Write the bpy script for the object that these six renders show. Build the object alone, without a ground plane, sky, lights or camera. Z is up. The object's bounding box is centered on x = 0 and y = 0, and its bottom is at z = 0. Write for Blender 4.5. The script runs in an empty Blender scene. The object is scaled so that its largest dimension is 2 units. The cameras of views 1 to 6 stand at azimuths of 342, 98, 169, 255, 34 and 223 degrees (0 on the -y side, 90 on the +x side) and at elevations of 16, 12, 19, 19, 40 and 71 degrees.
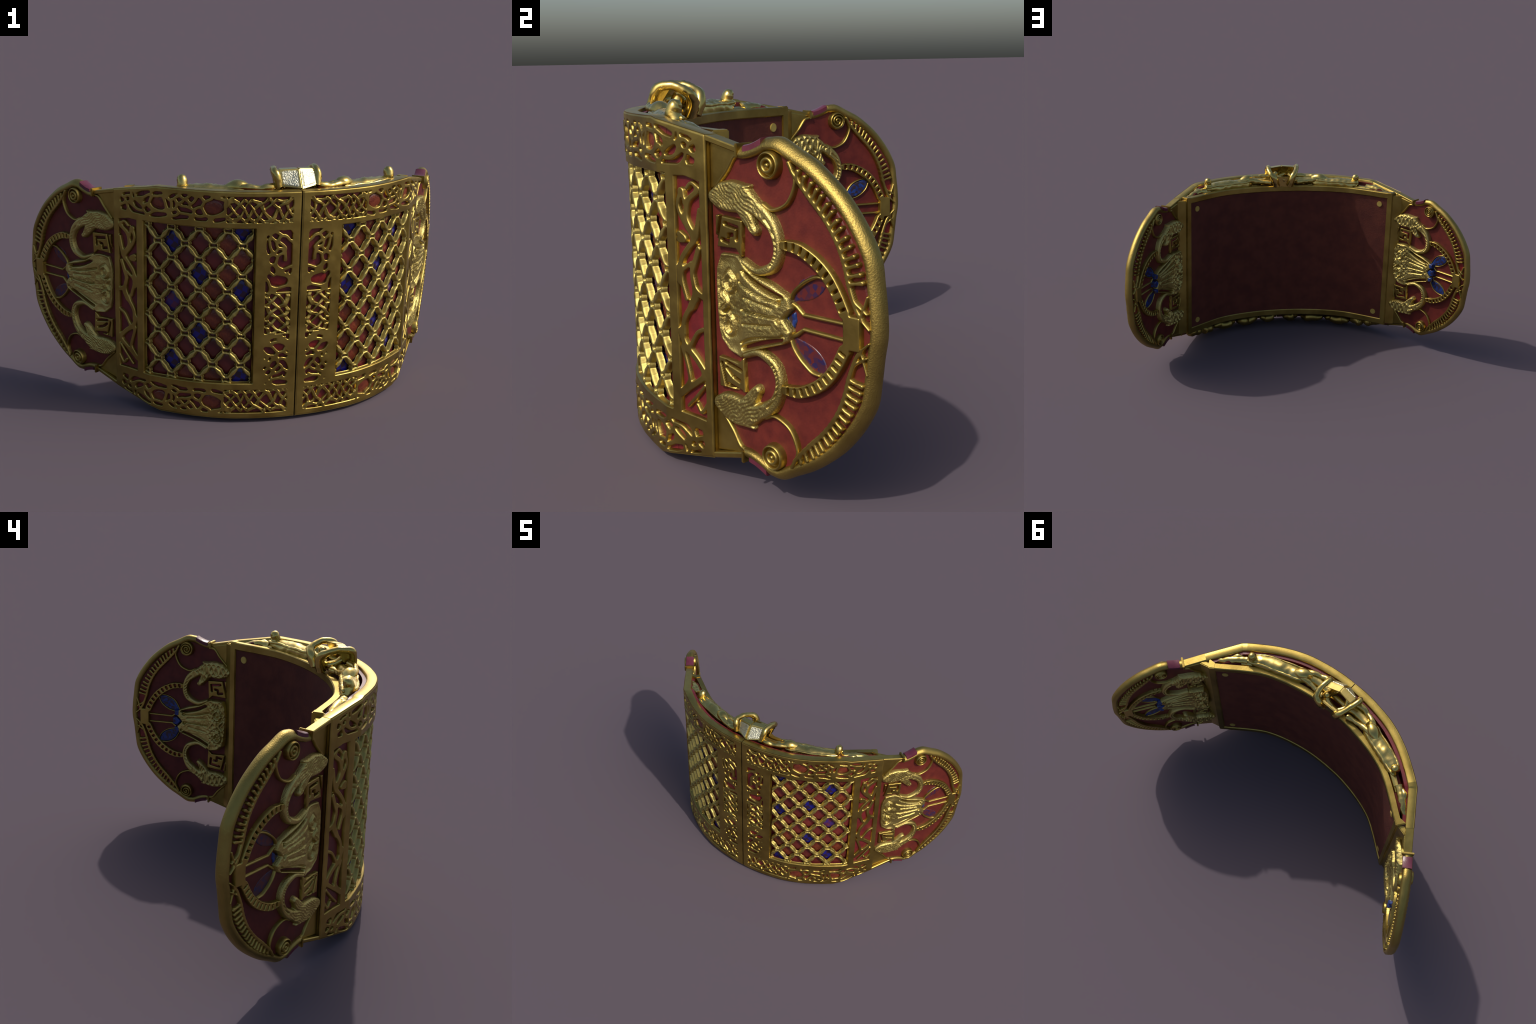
# Half-round gold clasp: two mirrored openwork panels with garnet cells, end plates
# with relief, a padded inner panel and a hinge pin on top.
import bpy, bmesh, math
import numpy as np
from mathutils import Matrix, Vector

RNG = np.random.default_rng(7)

# ------------------------------------------------------------------ plan curve
# (arc length, heading in degrees) of the outer face, from the seam to the wing tip
HEAD_S = [0.0, 0.045, 0.14, 0.237, 0.321, 0.398, 0.495, 0.59, 0.625, 0.631, 0.94, 1.00, 1.6]
HEAD_A = [0.0, 1.9, 8.0, 13.0, 22.0, 27.5, 34.5, 37.3, 37.3, 53.9, 53.9, 56.3, 56.3]
_s = np.arange(0.0, 1.5, 0.001)
_th = np.radians(np.interp(_s, HEAD_S, HEAD_A))
_k = np.ones(17) / 17
_th = np.convolve(np.pad(_th, 8, mode="edge"), _k, mode="valid")
_px = np.concatenate([[0], np.cumsum(np.cos(_th) * 0.001)[:-1]])
_py = -0.417 + np.concatenate([[0], np.cumsum(np.sin(_th) * 0.001)[:-1]])


def plan(s):
    return np.interp(s, _s, _px), np.interp(s, _s, _py), np.interp(s, _s, _th)


def P(s, z, h):
    """Point on the outer face at arc length s, height z, raised by h outward."""
    s, z, h = np.broadcast_arrays(np.asarray(s, float), np.asarray(z, float), np.asarray(h, float))
    x, y, t = plan(s)
    return np.stack([x + np.sin(t) * h, y - np.cos(t) * h, z], -1)


MID = 0.503          # panel mirror height
WMID = 0.509         # wing mirror height


def top_edge(s):
    return np.interp(s, [0, 0.60, 0.64, 0.83, 0.935], [0.979, 0.979, 0.972, 0.938, 0.915])


def bottom_edge(s):
    return np.interp(s, [0, 0.58, 0.63, 0.83, 0.935], [0.014, 0.016, 0.029, 0.072, 0.101])


# ------------------------------------------------------------------ small tools
def smooth(t):
    t = np.clip(t, 0, 1)
    return t * t * (3 - 2 * t)


def vnoise(x, y, seed=0):
    """Value noise on the plane, -1..1."""
    xi, yi = np.floor(x).astype(np.int64), np.floor(y).astype(np.int64)
    fx, fy = smooth(x - xi), smooth(y - yi)

    def r(a, b):
        n = (a * 374761393 + b * 668265263 + seed * 974634777) & 0xFFFFFFFF
        n = ((n ^ (n >> 13)) * 1274126177) & 0xFFFFFFFF
        return ((n ^ (n >> 16)) & 0xFFFF) / 32767.5 - 1

    a = r(xi, yi) * (1 - fx) + r(xi + 1, yi) * fx
    b = r(xi, yi + 1) * (1 - fx) + r(xi + 1, yi + 1) * fx
    return a * (1 - fy) + b * fy


def curve(pts, per=6):
    """Catmull-Rom through control points of any dimension."""
    p = np.array(pts, float)
    if len(p) < 3:
        return p
    q = np.vstack([2 * p[0] - p[1], p, 2 * p[-1] - p[-2]])
    out = []
    for i in range(len(p) - 1):
        a, b, c, d = q[i:i + 4]
        for t in np.arange(per) / per:
            out.append(0.5 * ((2 * b) + (c - a) * t + (2 * a - 5 * b + 4 * c - d) * t * t + (3 * b - a - 3 * c + d) * t ** 3))
    out.append(p[-1])
    return np.array(out)


def stroke(S, Z, pts, r, soft=True):
    """Distance to a stroke; r is a radius or the points carry it as third value."""
    p = np.array(pts, float)
    if p.ndim == 1:
        p = p[None]
    if p.shape[1] == 2:
        p = np.hstack([p, np.full((len(p), 1), r)])
    if len(p) == 1:
        return np.hypot(S - p[0, 0], Z - p[0, 1]) - p[0, 2]
    if soft:
        p = curve(p, 5)
    d = np.full(S.shape, 9.0)
    for a, b in zip(p[:-1], p[1:]):
        m = max(a[2], b[2]) + 0.03
        w = ((S > min(a[0], b[0]) - m) & (S < max(a[0], b[0]) + m) & (Z > min(a[1], b[1]) - m) & (Z < max(a[1], b[1]) + m))
        if not w.any():
            continue
        s, z = S[w], Z[w]
        vx, vz = b[0] - a[0], b[1] - a[1]
        t = np.clip(((s - a[0]) * vx + (z - a[1]) * vz) / max(vx * vx + vz * vz, 1e-12), 0, 1)
        e = np.hypot(s - a[0] - t * vx, z - a[1] - t * vz) - (a[2] + t * (b[2] - a[2]))
        d[w] = np.minimum(d[w], e)
    return d


def shape(S, Z, pts):
    """Signed distance to a closed polygon."""
    p = np.array(pts, float)
    d = np.full(S.shape, 9.0)
    inside = np.zeros(S.shape, bool)
    for a, b in zip(p, np.roll(p, -1, 0)):
        vx, vz = b[0] - a[0], b[1] - a[1]
        t = np.clip(((S - a[0]) * vx + (Z - a[1]) * vz) / max(vx * vx + vz * vz, 1e-12), 0, 1)
        d = np.minimum(d, np.hypot(S - a[0] - t * vx, Z - a[1] - t * vz))
        c = ((a[1] > Z) != (b[1] > Z)) & (S < vx * (Z - a[1]) / (vz if abs(vz) > 1e-12 else 1e-12) + a[0])
        inside ^= c
    return np.where(inside, -d, d)


def box(S, Z, s0, s1, z0, z1, r=0.0):
    qx, qz = np.abs(S - (s0 + s1) / 2) - (s1 - s0) / 2 + r, np.abs(Z - (z0 + z1) / 2) - (z1 - z0) / 2 + r
    return np.hypot(np.maximum(qx, 0), np.maximum(qz, 0)) + np.minimum(np.maximum(qx, qz), 0) - r


def smin(a, b, k):
    h = np.clip(0.5 + 0.5 * (b - a) / k, 0, 1)
    return b * (1 - h) + a * h - k * h * (1 - h)


# ------------------------------------------------------------------ mesh helpers
ROOT = None


def new_object(name, mesh, parent, mat=None, matrix=None):
    o = bpy.data.objects.new(name, mesh)
    bpy.context.scene.collection.objects.link(o)
    o.parent = parent
    if matrix is not None:
        o.matrix_local = matrix
    if mat is not None and mesh is not None and not mesh.materials:
        mesh.materials.append(mat)
    return o


def mesh_from(name, verts, faces, smooth_shade=True):
    me = bpy.data.meshes.new(name)
    verts = np.ascontiguousarray(np.asarray(verts, np.float32).reshape(-1, 3))
    if isinstance(faces, np.ndarray) and faces.ndim == 2:
        k = faces.shape[1]
        me.vertices.add(len(verts))
        me.vertices.foreach_set("co", verts.ravel())
        me.loops.add(faces.size)
        me.loops.foreach_set("vertex_index", faces.astype(np.int32).ravel())
        me.polygons.add(len(faces))
        me.polygons.foreach_set("loop_start", np.arange(0, faces.size, k, dtype=np.int32))
        me.update(calc_edges=True)
        me.validate()
    else:
        me.from_pydata([tuple(v) for v in verts], [], [tuple(int(i) for i in f) for f in faces])
    me.polygons.foreach_set("use_smooth", np.full(len(me.polygons), smooth_shade))
    me.update()
    return me


def grid_faces(n, m, keep=None, flip=False):
    i, j = np.meshgrid(np.arange(n - 1), np.arange(m - 1), indexing="ij")
    if keep is not None:
        i, j = i[keep], j[keep]
    a = (i * m + j).ravel()
    f = np.stack([a, a + m, a + m + 1, a + 1], 1)
    return f[:, ::-1].copy() if flip else f


def compact(verts, faces):
    used = np.zeros(len(verts), bool)
    used[faces.ravel()] = True
    idx = np.cumsum(used) - 1
    return verts[used], idx[faces]


def sharp_by_angle(me, deg=35):
    bm = bmesh.new()
    bm.from_mesh(me)
    bmesh.ops.recalc_face_normals(bm, faces=bm.faces)
    for e in bm.edges:
        if len(e.link_faces) == 2 and e.calc_face_angle(0) > math.radians(deg):
            e.smooth = False
    bm.to_mesh(me)
    bm.free()


def slab(name, s0, s1, zlo, zhi, hi, lo, ds=0.012, chamfer=0.0):
    """Solid that follows the plan curve: s range, z edges (numbers or functions of s), offsets."""
    n = max(2, int(math.ceil((s1 - s0) / ds)) + 1)
    s = np.linspace(s0, s1, n)
    zl = zlo(s) if callable(zlo) else np.full(n, zlo)
    zh = zhi(s) if callable(zhi) else np.full(n, zhi)
    c = chamfer
    if c:
        ring = [(0, c, hi), (0, 0, hi - c), (0, 0, lo + c), (0, c, lo), (1, -c, lo), (1, 0, lo + c), (1, 0, hi - c), (1, -c, hi)]
    else:
        ring = [(0, 0, hi), (0, 0, lo), (1, 0, lo), (1, 0, hi)]
    v = np.stack([P(s, (zh if t else zl) + dz, h) for t, dz, h in ring], 1)
    k = len(ring)
    v = v.reshape(-1, 3)
    faces = [(i * k + j, i * k + (j + 1) % k, (i + 1) * k + (j + 1) % k, (i + 1) * k + j) for i in range(n - 1) for j in range(k)]
    faces += [tuple(range(k)), tuple((n - 1) * k + j for j in reversed(range(k)))]
    me = mesh_from(name, v, faces)
    sharp_by_angle(me)
    return me


def join_meshes(name, meshes):
    bm = bmesh.new()
    for m in meshes:
        bm.from_mesh(m)
        bpy.data.meshes.remove(m)
    me = bpy.data.meshes.new(name)
    bm.to_mesh(me)
    bm.free()
    return me


def tube(name, pts, radii, seg=12, squash=None, cap=True, frame_up=(0, 0, 1), sharp=None, lumpy=0.0):
    """Tube along points in space; squash=(side, up) scales the section."""
    c = curve(np.hstack([np.array(pts, float), np.array(radii, float).reshape(-1, 1)]), 7)
    p, r = c[:, :3], c[:, 3]
    t = np.gradient(p, axis=0)
    t /= np.linalg.norm(t, axis=1)[:, None]
    up = np.array(frame_up, float)
    n = np.cross(t, up)
    bad = np.linalg.norm(n, axis=1) < 0.2
    n[bad] = np.cross(t[bad], (0.3, 1, 0))
    n /= np.linalg.norm(n, axis=1)[:, None]
    for i in range(1, len(n)):
        if n[i] @ n[i - 1] < 0:
            n[i] = -n[i]
    b = np.cross(n, t)
    sx, sy = squash or (1, 1)
    a = np.arange(seg) * 2 * math.pi / seg
    v = p[:, None] + (n[:, None] * (np.cos(a) * sx)[None, :, None] + b[:, None] * (np.sin(a) * sy)[None, :, None]) * r[:, None, None]
    if lumpy:
        amp = vnoise(v[..., 0] * 55 + v[..., 2] * 40, v[..., 1] * 55 - v[..., 2] * 30, 12) + 0.5 * vnoise(v[..., 0] * 120, v[..., 1] * 120 + v[..., 2] * 90, 13)
        v = v + (v - p[:, None]) / np.maximum(r, 1e-4)[:, None, None] * (amp * lumpy)[..., None]
    m = len(p)
    faces = [(i * seg + j, i * seg + (j + 1) % seg, (i + 1) * seg + (j + 1) % seg, (i + 1) * seg + j) for i in range(m - 1) for j in range(seg)]
    v = v.reshape(-1, 3)
    if cap:
        v = np.vstack([v, p[0] - t[0] * r[0] * 0.5, p[-1] + t[-1] * r[-1] * 0.5])
        faces += [(seg * m, (j + 1) % seg, j) for j in range(seg)]
        faces += [(seg * m + 1, (m - 1) * seg + j, (m - 1) * seg + (j + 1) % seg) for j in range(seg)]
    me = mesh_from(name, v, faces)
    sharp_by_angle(me, sharp or 60)
    return me


def relief(name, sdf, bounds, base, height, bevel, side=1, res=0.0023, detail=None, sink=0.006, edge=0.0):
    """Raised metal or enamel: height field over (s, z) where sdf < 0, seated in the plate.
    base is the plate level (offset h); side +1 faces outward, -1 inward."""
    s0, s1, z0, z1 = bounds
    s = np.linspace(s0, s1, max(3, int((s1 - s0) / res) + 1))
    z = np.linspace(z0, z1, max(3, int((z1 - z0) / res) + 1))
    S, Z = np.meshgrid(s, z, indexing="ij")
    d = sdf(S, Z) - edge
    p = np.clip(-d / bevel, -0.35, 1)
    prof = np.where(p > 0, np.sqrt(np.maximum(1 - (1 - np.maximum(p, 0)) ** 2, 0)), p * 2.0)
    h = height * np.maximum(prof, 0) + sink * np.minimum(prof, 0) * 2 - 0.0006
    if detail is not None:
        h = h + detail(S, Z, d) * np.clip(p, 0, 1)
    v = P(S, Z, (base(S) if callable(base) else base) + side * h).reshape(-1, 3)
    q = np.minimum.reduce([d[:-1, :-1], d[1:, :-1], d[:-1, 1:], d[1:, 1:]])
    f = grid_faces(len(s), len(z), q < bevel * 0.35, flip=side < 0)
    v, f = compact(v, f)
    return mesh_from(name, v, f)


def both(name, mesh, mat, parents):
    """The part on the right half and its mirror image on the left, sharing mesh data."""
    a = new_object(name, mesh, parents[0], mat)
    mirrored = parents[1] is not parents[0]          # the left parent is already a mirror image
    b = new_object(name, mesh, parents[1], mat, None if mirrored else Matrix.Scale(-1, 4, (1, 0, 0)))
    return a, b


# ------------------------------------------------------------------ materials
def material(name):
    m = bpy.data.materials.new(name)
    m.use_nodes = True
    nt = m.node_tree
    b = nt.nodes["Principled BSDF"]
    return m, nt, b


def node(nt, kind, **kw):
    n = nt.nodes.new(kind)
    for k, v in kw.items():
        if k in n.inputs.keys() if hasattr(n.inputs, "keys") else False:
            n.inputs[k].default_value = v
        else:
            setattr(n, k, v)
    return n


def coords(nt):
    return nt.nodes.new("ShaderNodeTexCoord").outputs["Object"]


def ramp(nt, fac, stops):
    r = nt.nodes.new("ShaderNodeValToRGB")
    e = r.color_ramp.elements
    while len(e) < len(stops):
        e.new(0.5)
    for el, (p, c) in zip(e, stops):
        el.position = p
        el.color = (*c, 1)
    nt.links.new(fac, r.inputs["Fac"])
    return r.outputs["Color"]


def add_bump(nt, b, height, strength, distance):
    n = nt.nodes.new("ShaderNodeBump")
    n.inputs["Strength"].default_value = strength
    n.inputs["Distance"].default_value = distance
    nt.links.new(height, n.inputs["Height"])
    nt.links.new(n.outputs["Normal"], b.inputs["Normal"])


def gold(name, dark, light, rough, grain=140, bump=0.15, metal=1.0, dist=0.002, spread=0.12):
    m, nt, b = material(name)
    co = coords(nt)
    n1 = node(nt, "ShaderNodeTexNoise", Scale=9.0, Detail=5.0, Roughness=0.6)
    nt.links.new(co, n1.inputs["Vector"])
    nt.links.new(ramp(nt, n1.outputs["Fac"], [(0.35, dark), (0.65, light)]), b.inputs["Base Color"])
    b.inputs["Metallic"].default_value = metal
    mr = nt.nodes.new("ShaderNodeMapRange")
    mr.inputs["To Min"].default_value = rough - spread * 0.5
    mr.inputs["To Max"].default_value = rough + spread
    nt.links.new(n1.outputs["Fac"], mr.inputs["Value"])
    nt.links.new(mr.outputs["Result"], b.inputs["Roughness"])
    n2 = node(nt, "ShaderNodeTexNoise", Scale=float(grain), Detail=3.0)
    nt.links.new(co, n2.inputs["Vector"])
    add_bump(nt, b, n2.outputs["Fac"], bump, dist)
    return m


def enamel(name, dark, light, scale=26, rough=0.38, bump=0.12, random=0.0, grain=180, coat=0.0):
    m, nt, b = material(name)
    co = coords(nt)
    n1 = node(nt, "ShaderNodeTexNoise", Scale=float(scale), Detail=6.0, Roughness=0.62)
    nt.links.new(co, n1.inputs["Vector"])
    col = ramp(nt, n1.outputs["Fac"], [(0.36, dark), (0.66, light)])
    if random:
        oi = nt.nodes.new("ShaderNodeObjectInfo")
        hs = nt.nodes.new("ShaderNodeHueSaturation")
        mr = nt.nodes.new("ShaderNodeMapRange")
        mr.inputs["To Min"].default_value = 1 - random
        mr.inputs["To Max"].default_value = 1 + random
        nt.links.new(oi.outputs["Random"], mr.inputs["Value"])
        nt.links.new(mr.outputs["Result"], hs.inputs["Value"])
        nt.links.new(col, hs.inputs["Color"])
        col = hs.outputs["Color"]
    nt.links.new(col, b.inputs["Base Color"])
    b.inputs["Roughness"].default_value = rough
    b.inputs["Coat Weight"].default_value = coat
    b.inputs["Specular IOR Level"].default_value = 0.3 if rough > 0.44 else 0.5
    b.inputs["Coat Roughness"].default_value = 0.2
    n2 = node(nt, "ShaderNodeTexVoronoi", Scale=float(grain))
    nt.links.new(co, n2.inputs["Vector"])
    add_bump(nt, b, n2.outputs["Distance"], bump, 0.002)
    return m


def checker_glass(name, dark, light, scale, rough=0.25):
    """Blue glass made of little square rods."""
    m, nt, b = material(name)
    co = coords(nt)
    ck = node(nt, "ShaderNodeTexChecker", Scale=float(scale))
    rot = nt.nodes.new("ShaderNodeMapping")
    rot.inputs["Rotation"].default_value = (0, 0.35, 0)
    nz = node(nt, "ShaderNodeTexNoise", Scale=30.0, Detail=3.0)
    mix = nt.nodes.new("ShaderNodeMix")
    mix.data_type = "RGBA"
    mix.blend_type = "LINEAR_LIGHT"
    mix.inputs["Factor"].default_value = 0.012
    nt.links.new(co, rot.inputs["Vector"])
    nt.links.new(co, nz.inputs["Vector"])
    nt.links.new(rot.outputs["Vector"], mix.inputs["A"])
    nt.links.new(nz.outputs["Color"], mix.inputs["B"])
    nt.links.new(mix.outputs["Result"], ck.inputs["Vector"])
    ck.inputs["Color1"].default_value = (*dark, 1)
    ck.inputs["Color2"].default_value = (*light, 1)
    nt.links.new(ck.outputs["Color"], b.inputs["Base Color"])
    b.inputs["Roughness"].default_value = rough
    return m


def mottled_glass(name, stops, scale, rough=0.3):
    m, nt, b = material(name)
    v = node(nt, "ShaderNodeTexVoronoi", Scale=float(scale))
    nt.links.new(coords(nt), v.inputs["Vector"])
    sep = nt.nodes.new("ShaderNodeSeparateColor")
    nt.links.new(v.outputs["Color"], sep.inputs["Color"])
    nt.links.new(ramp(nt, sep.outputs["Red"], stops), b.inputs["Base Color"])
    b.inputs["Roughness"].default_value = rough
    return m


GOLD = gold("gold", (0.30, 0.212, 0.050), (0.43, 0.315, 0.082), 0.38)
GOLD_BRIGHT = gold("bright_gold", (0.50, 0.37, 0.10), (0.66, 0.50, 0.16), 0.24, grain=60, bump=0.1)
GOLD_GRAIN = gold("grained_gold", (0.29, 0.21, 0.055), (0.37, 0.272, 0.075), 0.45, grain=240, bump=0.5, dist=0.002)
GOLD_PALE = gold("pale_engraved_gold", (0.42, 0.325, 0.095), (0.54, 0.43, 0.145), 0.41, grain=230, bump=0.6, dist=0.003)
GOLD_LATTICE = gold("lattice_gold", (0.39, 0.310, 0.090), (0.47, 0.380, 0.120), 0.48, grain=90, bump=0.1)
SILVER = gold("frosted_silver", (0.46, 0.44, 0.31), (0.72, 0.69, 0.50), 0.34, grain=170, bump=1.0, dist=0.004)
RED = enamel("red_enamel", (0.083, 0.0115, 0.0095), (0.124, 0.019, 0.013), rough=0.5)
FLOOR_RED = enamel("deep_red_enamel", (0.10, 0.009, 0.011), (0.15, 0.014, 0.015), rough=0.4)
ROSE = enamel("rose_garnet", (0.085, 0.014, 0.027), (0.125, 0.023, 0.040), scale=14, rough=0.32)
GARNET = enamel("garnet", (0.085, 0.012, 0.012), (0.140, 0.022, 0.018), scale=16, rough=0.25, random=0.25, grain=60)
GARNET_ORANGE = enamel("orange_garnet", (0.100, 0.015, 0.009), (0.195, 0.044, 0.016), scale=45, rough=0.28, random=0.2, bump=0.35, grain=110)
GARNET_DARK = enamel("dark_garnet", (0.05, 0.010, 0.014), (0.085, 0.014, 0.02), scale=30, rough=0.2)
GARNET_BRIGHT = enamel("bright_garnet", (0.13, 0.009, 0.010), (0.22, 0.020, 0.016), scale=40, rough=0.22)
BLUE = checker_glass("blue_checker_glass", (0.025, 0.010, 0.030), (0.010, 0.010, 0.17), 42)
PURPLE = checker_glass("purple_checker_glass", (0.10, 0.018, 0.06), (0.045, 0.018, 0.13), 38)
LEAF_BLUE = mottled_glass("blue_leaf_glass", [(0.2, (0.010, 0.020, 0.10)), (0.55, (0.010, 0.045, 0.22)), (0.85, (0.030, 0.018, 0.025))], 95)
LEAF_SMOKE = mottled_glass("smoky_leaf_glass", [(0.3, (0.095, 0.015, 0.014)), (0.6, (0.050, 0.014, 0.030)), (0.9, (0.022, 0.013, 0.060))], 85)
CORE_RED = enamel("dark_red_enamel", (0.055, 0.006, 0.004), (0.095, 0.012, 0.006), rough=0.85)
LEATHER = enamel("dark_red_leather", (0.078, 0.017, 0.0105), (0.112, 0.027, 0.0145), scale=13, rough=0.8, bump=0.25, grain=120)
BRASS = gold("brass_rivet", (0.50, 0.37, 0.085), (0.56, 0.43, 0.11), 0.5, metal=0.6)

# ------------------------------------------------------------------ assembly roots
ROOT = new_object("shoulder_clasp", None, None)
ROOT["label"] = "curved gold and garnet clasp with openwork panels and round end plates"
ROOT["category"] = "jewellery clasp"
bpy.context.view_layer.update()

# pierced openings: each is (radius, points...) in (arc length, height), drawn on the right half
KNOT_BAND = [
    (0.0059, (0.776, 0.905), (0.774, 0.893)),
    (0.0056, (0.744, 0.911)),
    (0.0086, (0.770, 0.870), (0.760, 0.872)),
    (0.0043, (0.735, 0.882), (0.710, 0.867), (0.656, 0.861)),
    (0.0030, (0.766, 0.923), (0.732, 0.935)),
    (0.0046, (0.693, 0.933), (0.664, 0.942), (0.626, 0.953)),
    (0.0026, (0.716, 0.936), (0.709, 0.925)),
    (0.0066, (0.703, 0.900), (0.687, 0.887), (0.671, 0.882)),
    (0.0059, (0.628, 0.931), (0.644, 0.914), (0.651, 0.901)),
    (0.0059, (0.642, 0.895), (0.641, 0.882), (0.626, 0.878)),
    (0.0036, (0.606, 0.949), (0.576, 0.953)),
    (0.0119, (0.589, 0.925), (0.600, 0.915), (0.584, 0.907), (0.573, 0.909), (0.579, 0.927)),
    (0.0066, (0.550, 0.928), (0.543, 0.913), (0.539, 0.905)),
    (0.0040, (0.535, 0.940), (0.508, 0.952)),
    (0.0030, (0.482, 0.952), (0.464, 0.953)),
    (0.0049, (0.506, 0.938), (0.490, 0.935)),
    (0.0063, (0.454, 0.936), (0.440, 0.941)),
    (0.0046, (0.480, 0.918), (0.467, 0.925), (0.461, 0.920)),
    (0.0030, (0.519, 0.926), (0.520, 0.900)),
    (0.0059, (0.496, 0.901), (0.480, 0.895), (0.448, 0.889)),
    (0.0053, (0.517, 0.881), (0.514, 0.882)),
    (0.0079, (0.410, 0.940), (0.416, 0.928), (0.436, 0.914)),
    (0.0092, (0.411, 0.891), (0.411, 0.889)),
    (0.0046, (0.617, 0.861), (0.584, 0.866), (0.555, 0.869)),
    (0.0043, (0.519, 0.857), (0.483, 0.867), (0.444, 0.866)),
    (0.0040, (0.444, 0.865), (0.408, 0.864), (0.367, 0.863)),
    (0.0043, (0.395, 0.950), (0.373, 0.951)),
    (0.0184, (0.382, 0.905), (0.362, 0.911), (0.338, 0.922), (0.337, 0.912)),
    (0.0033, (0.337, 0.952), (0.316, 0.953)),
    (0.0046, (0.289, 0.947), (0.266, 0.949), (0.279, 0.940)),
    (0.0036, (0.304, 0.922), (0.291, 0.931)),
    (0.0079, (0.277, 0.911), (0.253, 0.925)),
    (0.0056, (0.240, 0.941), (0.228, 0.930), (0.214, 0.930)),
    (0.0036, (0.206, 0.949), (0.178, 0.949), (0.187, 0.940)),
    (0.0063, (0.254, 0.887), (0.233, 0.898)),
    (0.0059, (0.287, 0.888), (0.282, 0.881)),
    (0.0040, (0.202, 0.912), (0.194, 0.915), (0.187, 0.910)),
    (0.0059, (0.215, 0.879), (0.202, 0.875)),
    (0.0049, (0.189, 0.890), (0.186, 0.889)),
    (0.0059, (0.170, 0.925), (0.146, 0.927), (0.121, 0.915), (0.087, 0.928), (0.088, 0.938)),
    (0.0036, (0.168, 0.901), (0.152, 0.908)),
    (0.0043, (0.146, 0.948), (0.119, 0.946), (0.099, 0.949), (0.106, 0.937)),
    (0.0063, (0.166, 0.877), (0.154, 0.877)),
    (0.0026, (0.143, 0.890), (0.130, 0.897)),
    (0.0053, (0.131, 0.880), (0.111, 0.880), (0.101, 0.875), (0.123, 0.869)),
    (0.0063, (0.102, 0.897), (0.088, 0.888)),
    (0.0046, (0.069, 0.908), (0.059, 0.909)),
    (0.0066, (0.066, 0.877), (0.043, 0.892)),
    (0.0066, (0.064, 0.945), (0.052, 0.943), (0.043, 0.933)),
    (0.0036, (0.187, 0.859), (0.178, 0.864), (0.168, 0.858)),
    (0.0023, (0.142, 0.859), (0.125, 0.865)),
    (0.0030, (0.107, 0.856), (0.069, 0.857), (0.041, 0.861)),
    (0.0036, (0.367, 0.859), (0.337, 0.862), (0.310, 0.868)),
    (0.0036, (0.285, 0.861), (0.270, 0.866), (0.247, 0.859), (0.217, 0.857)),
]
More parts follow.
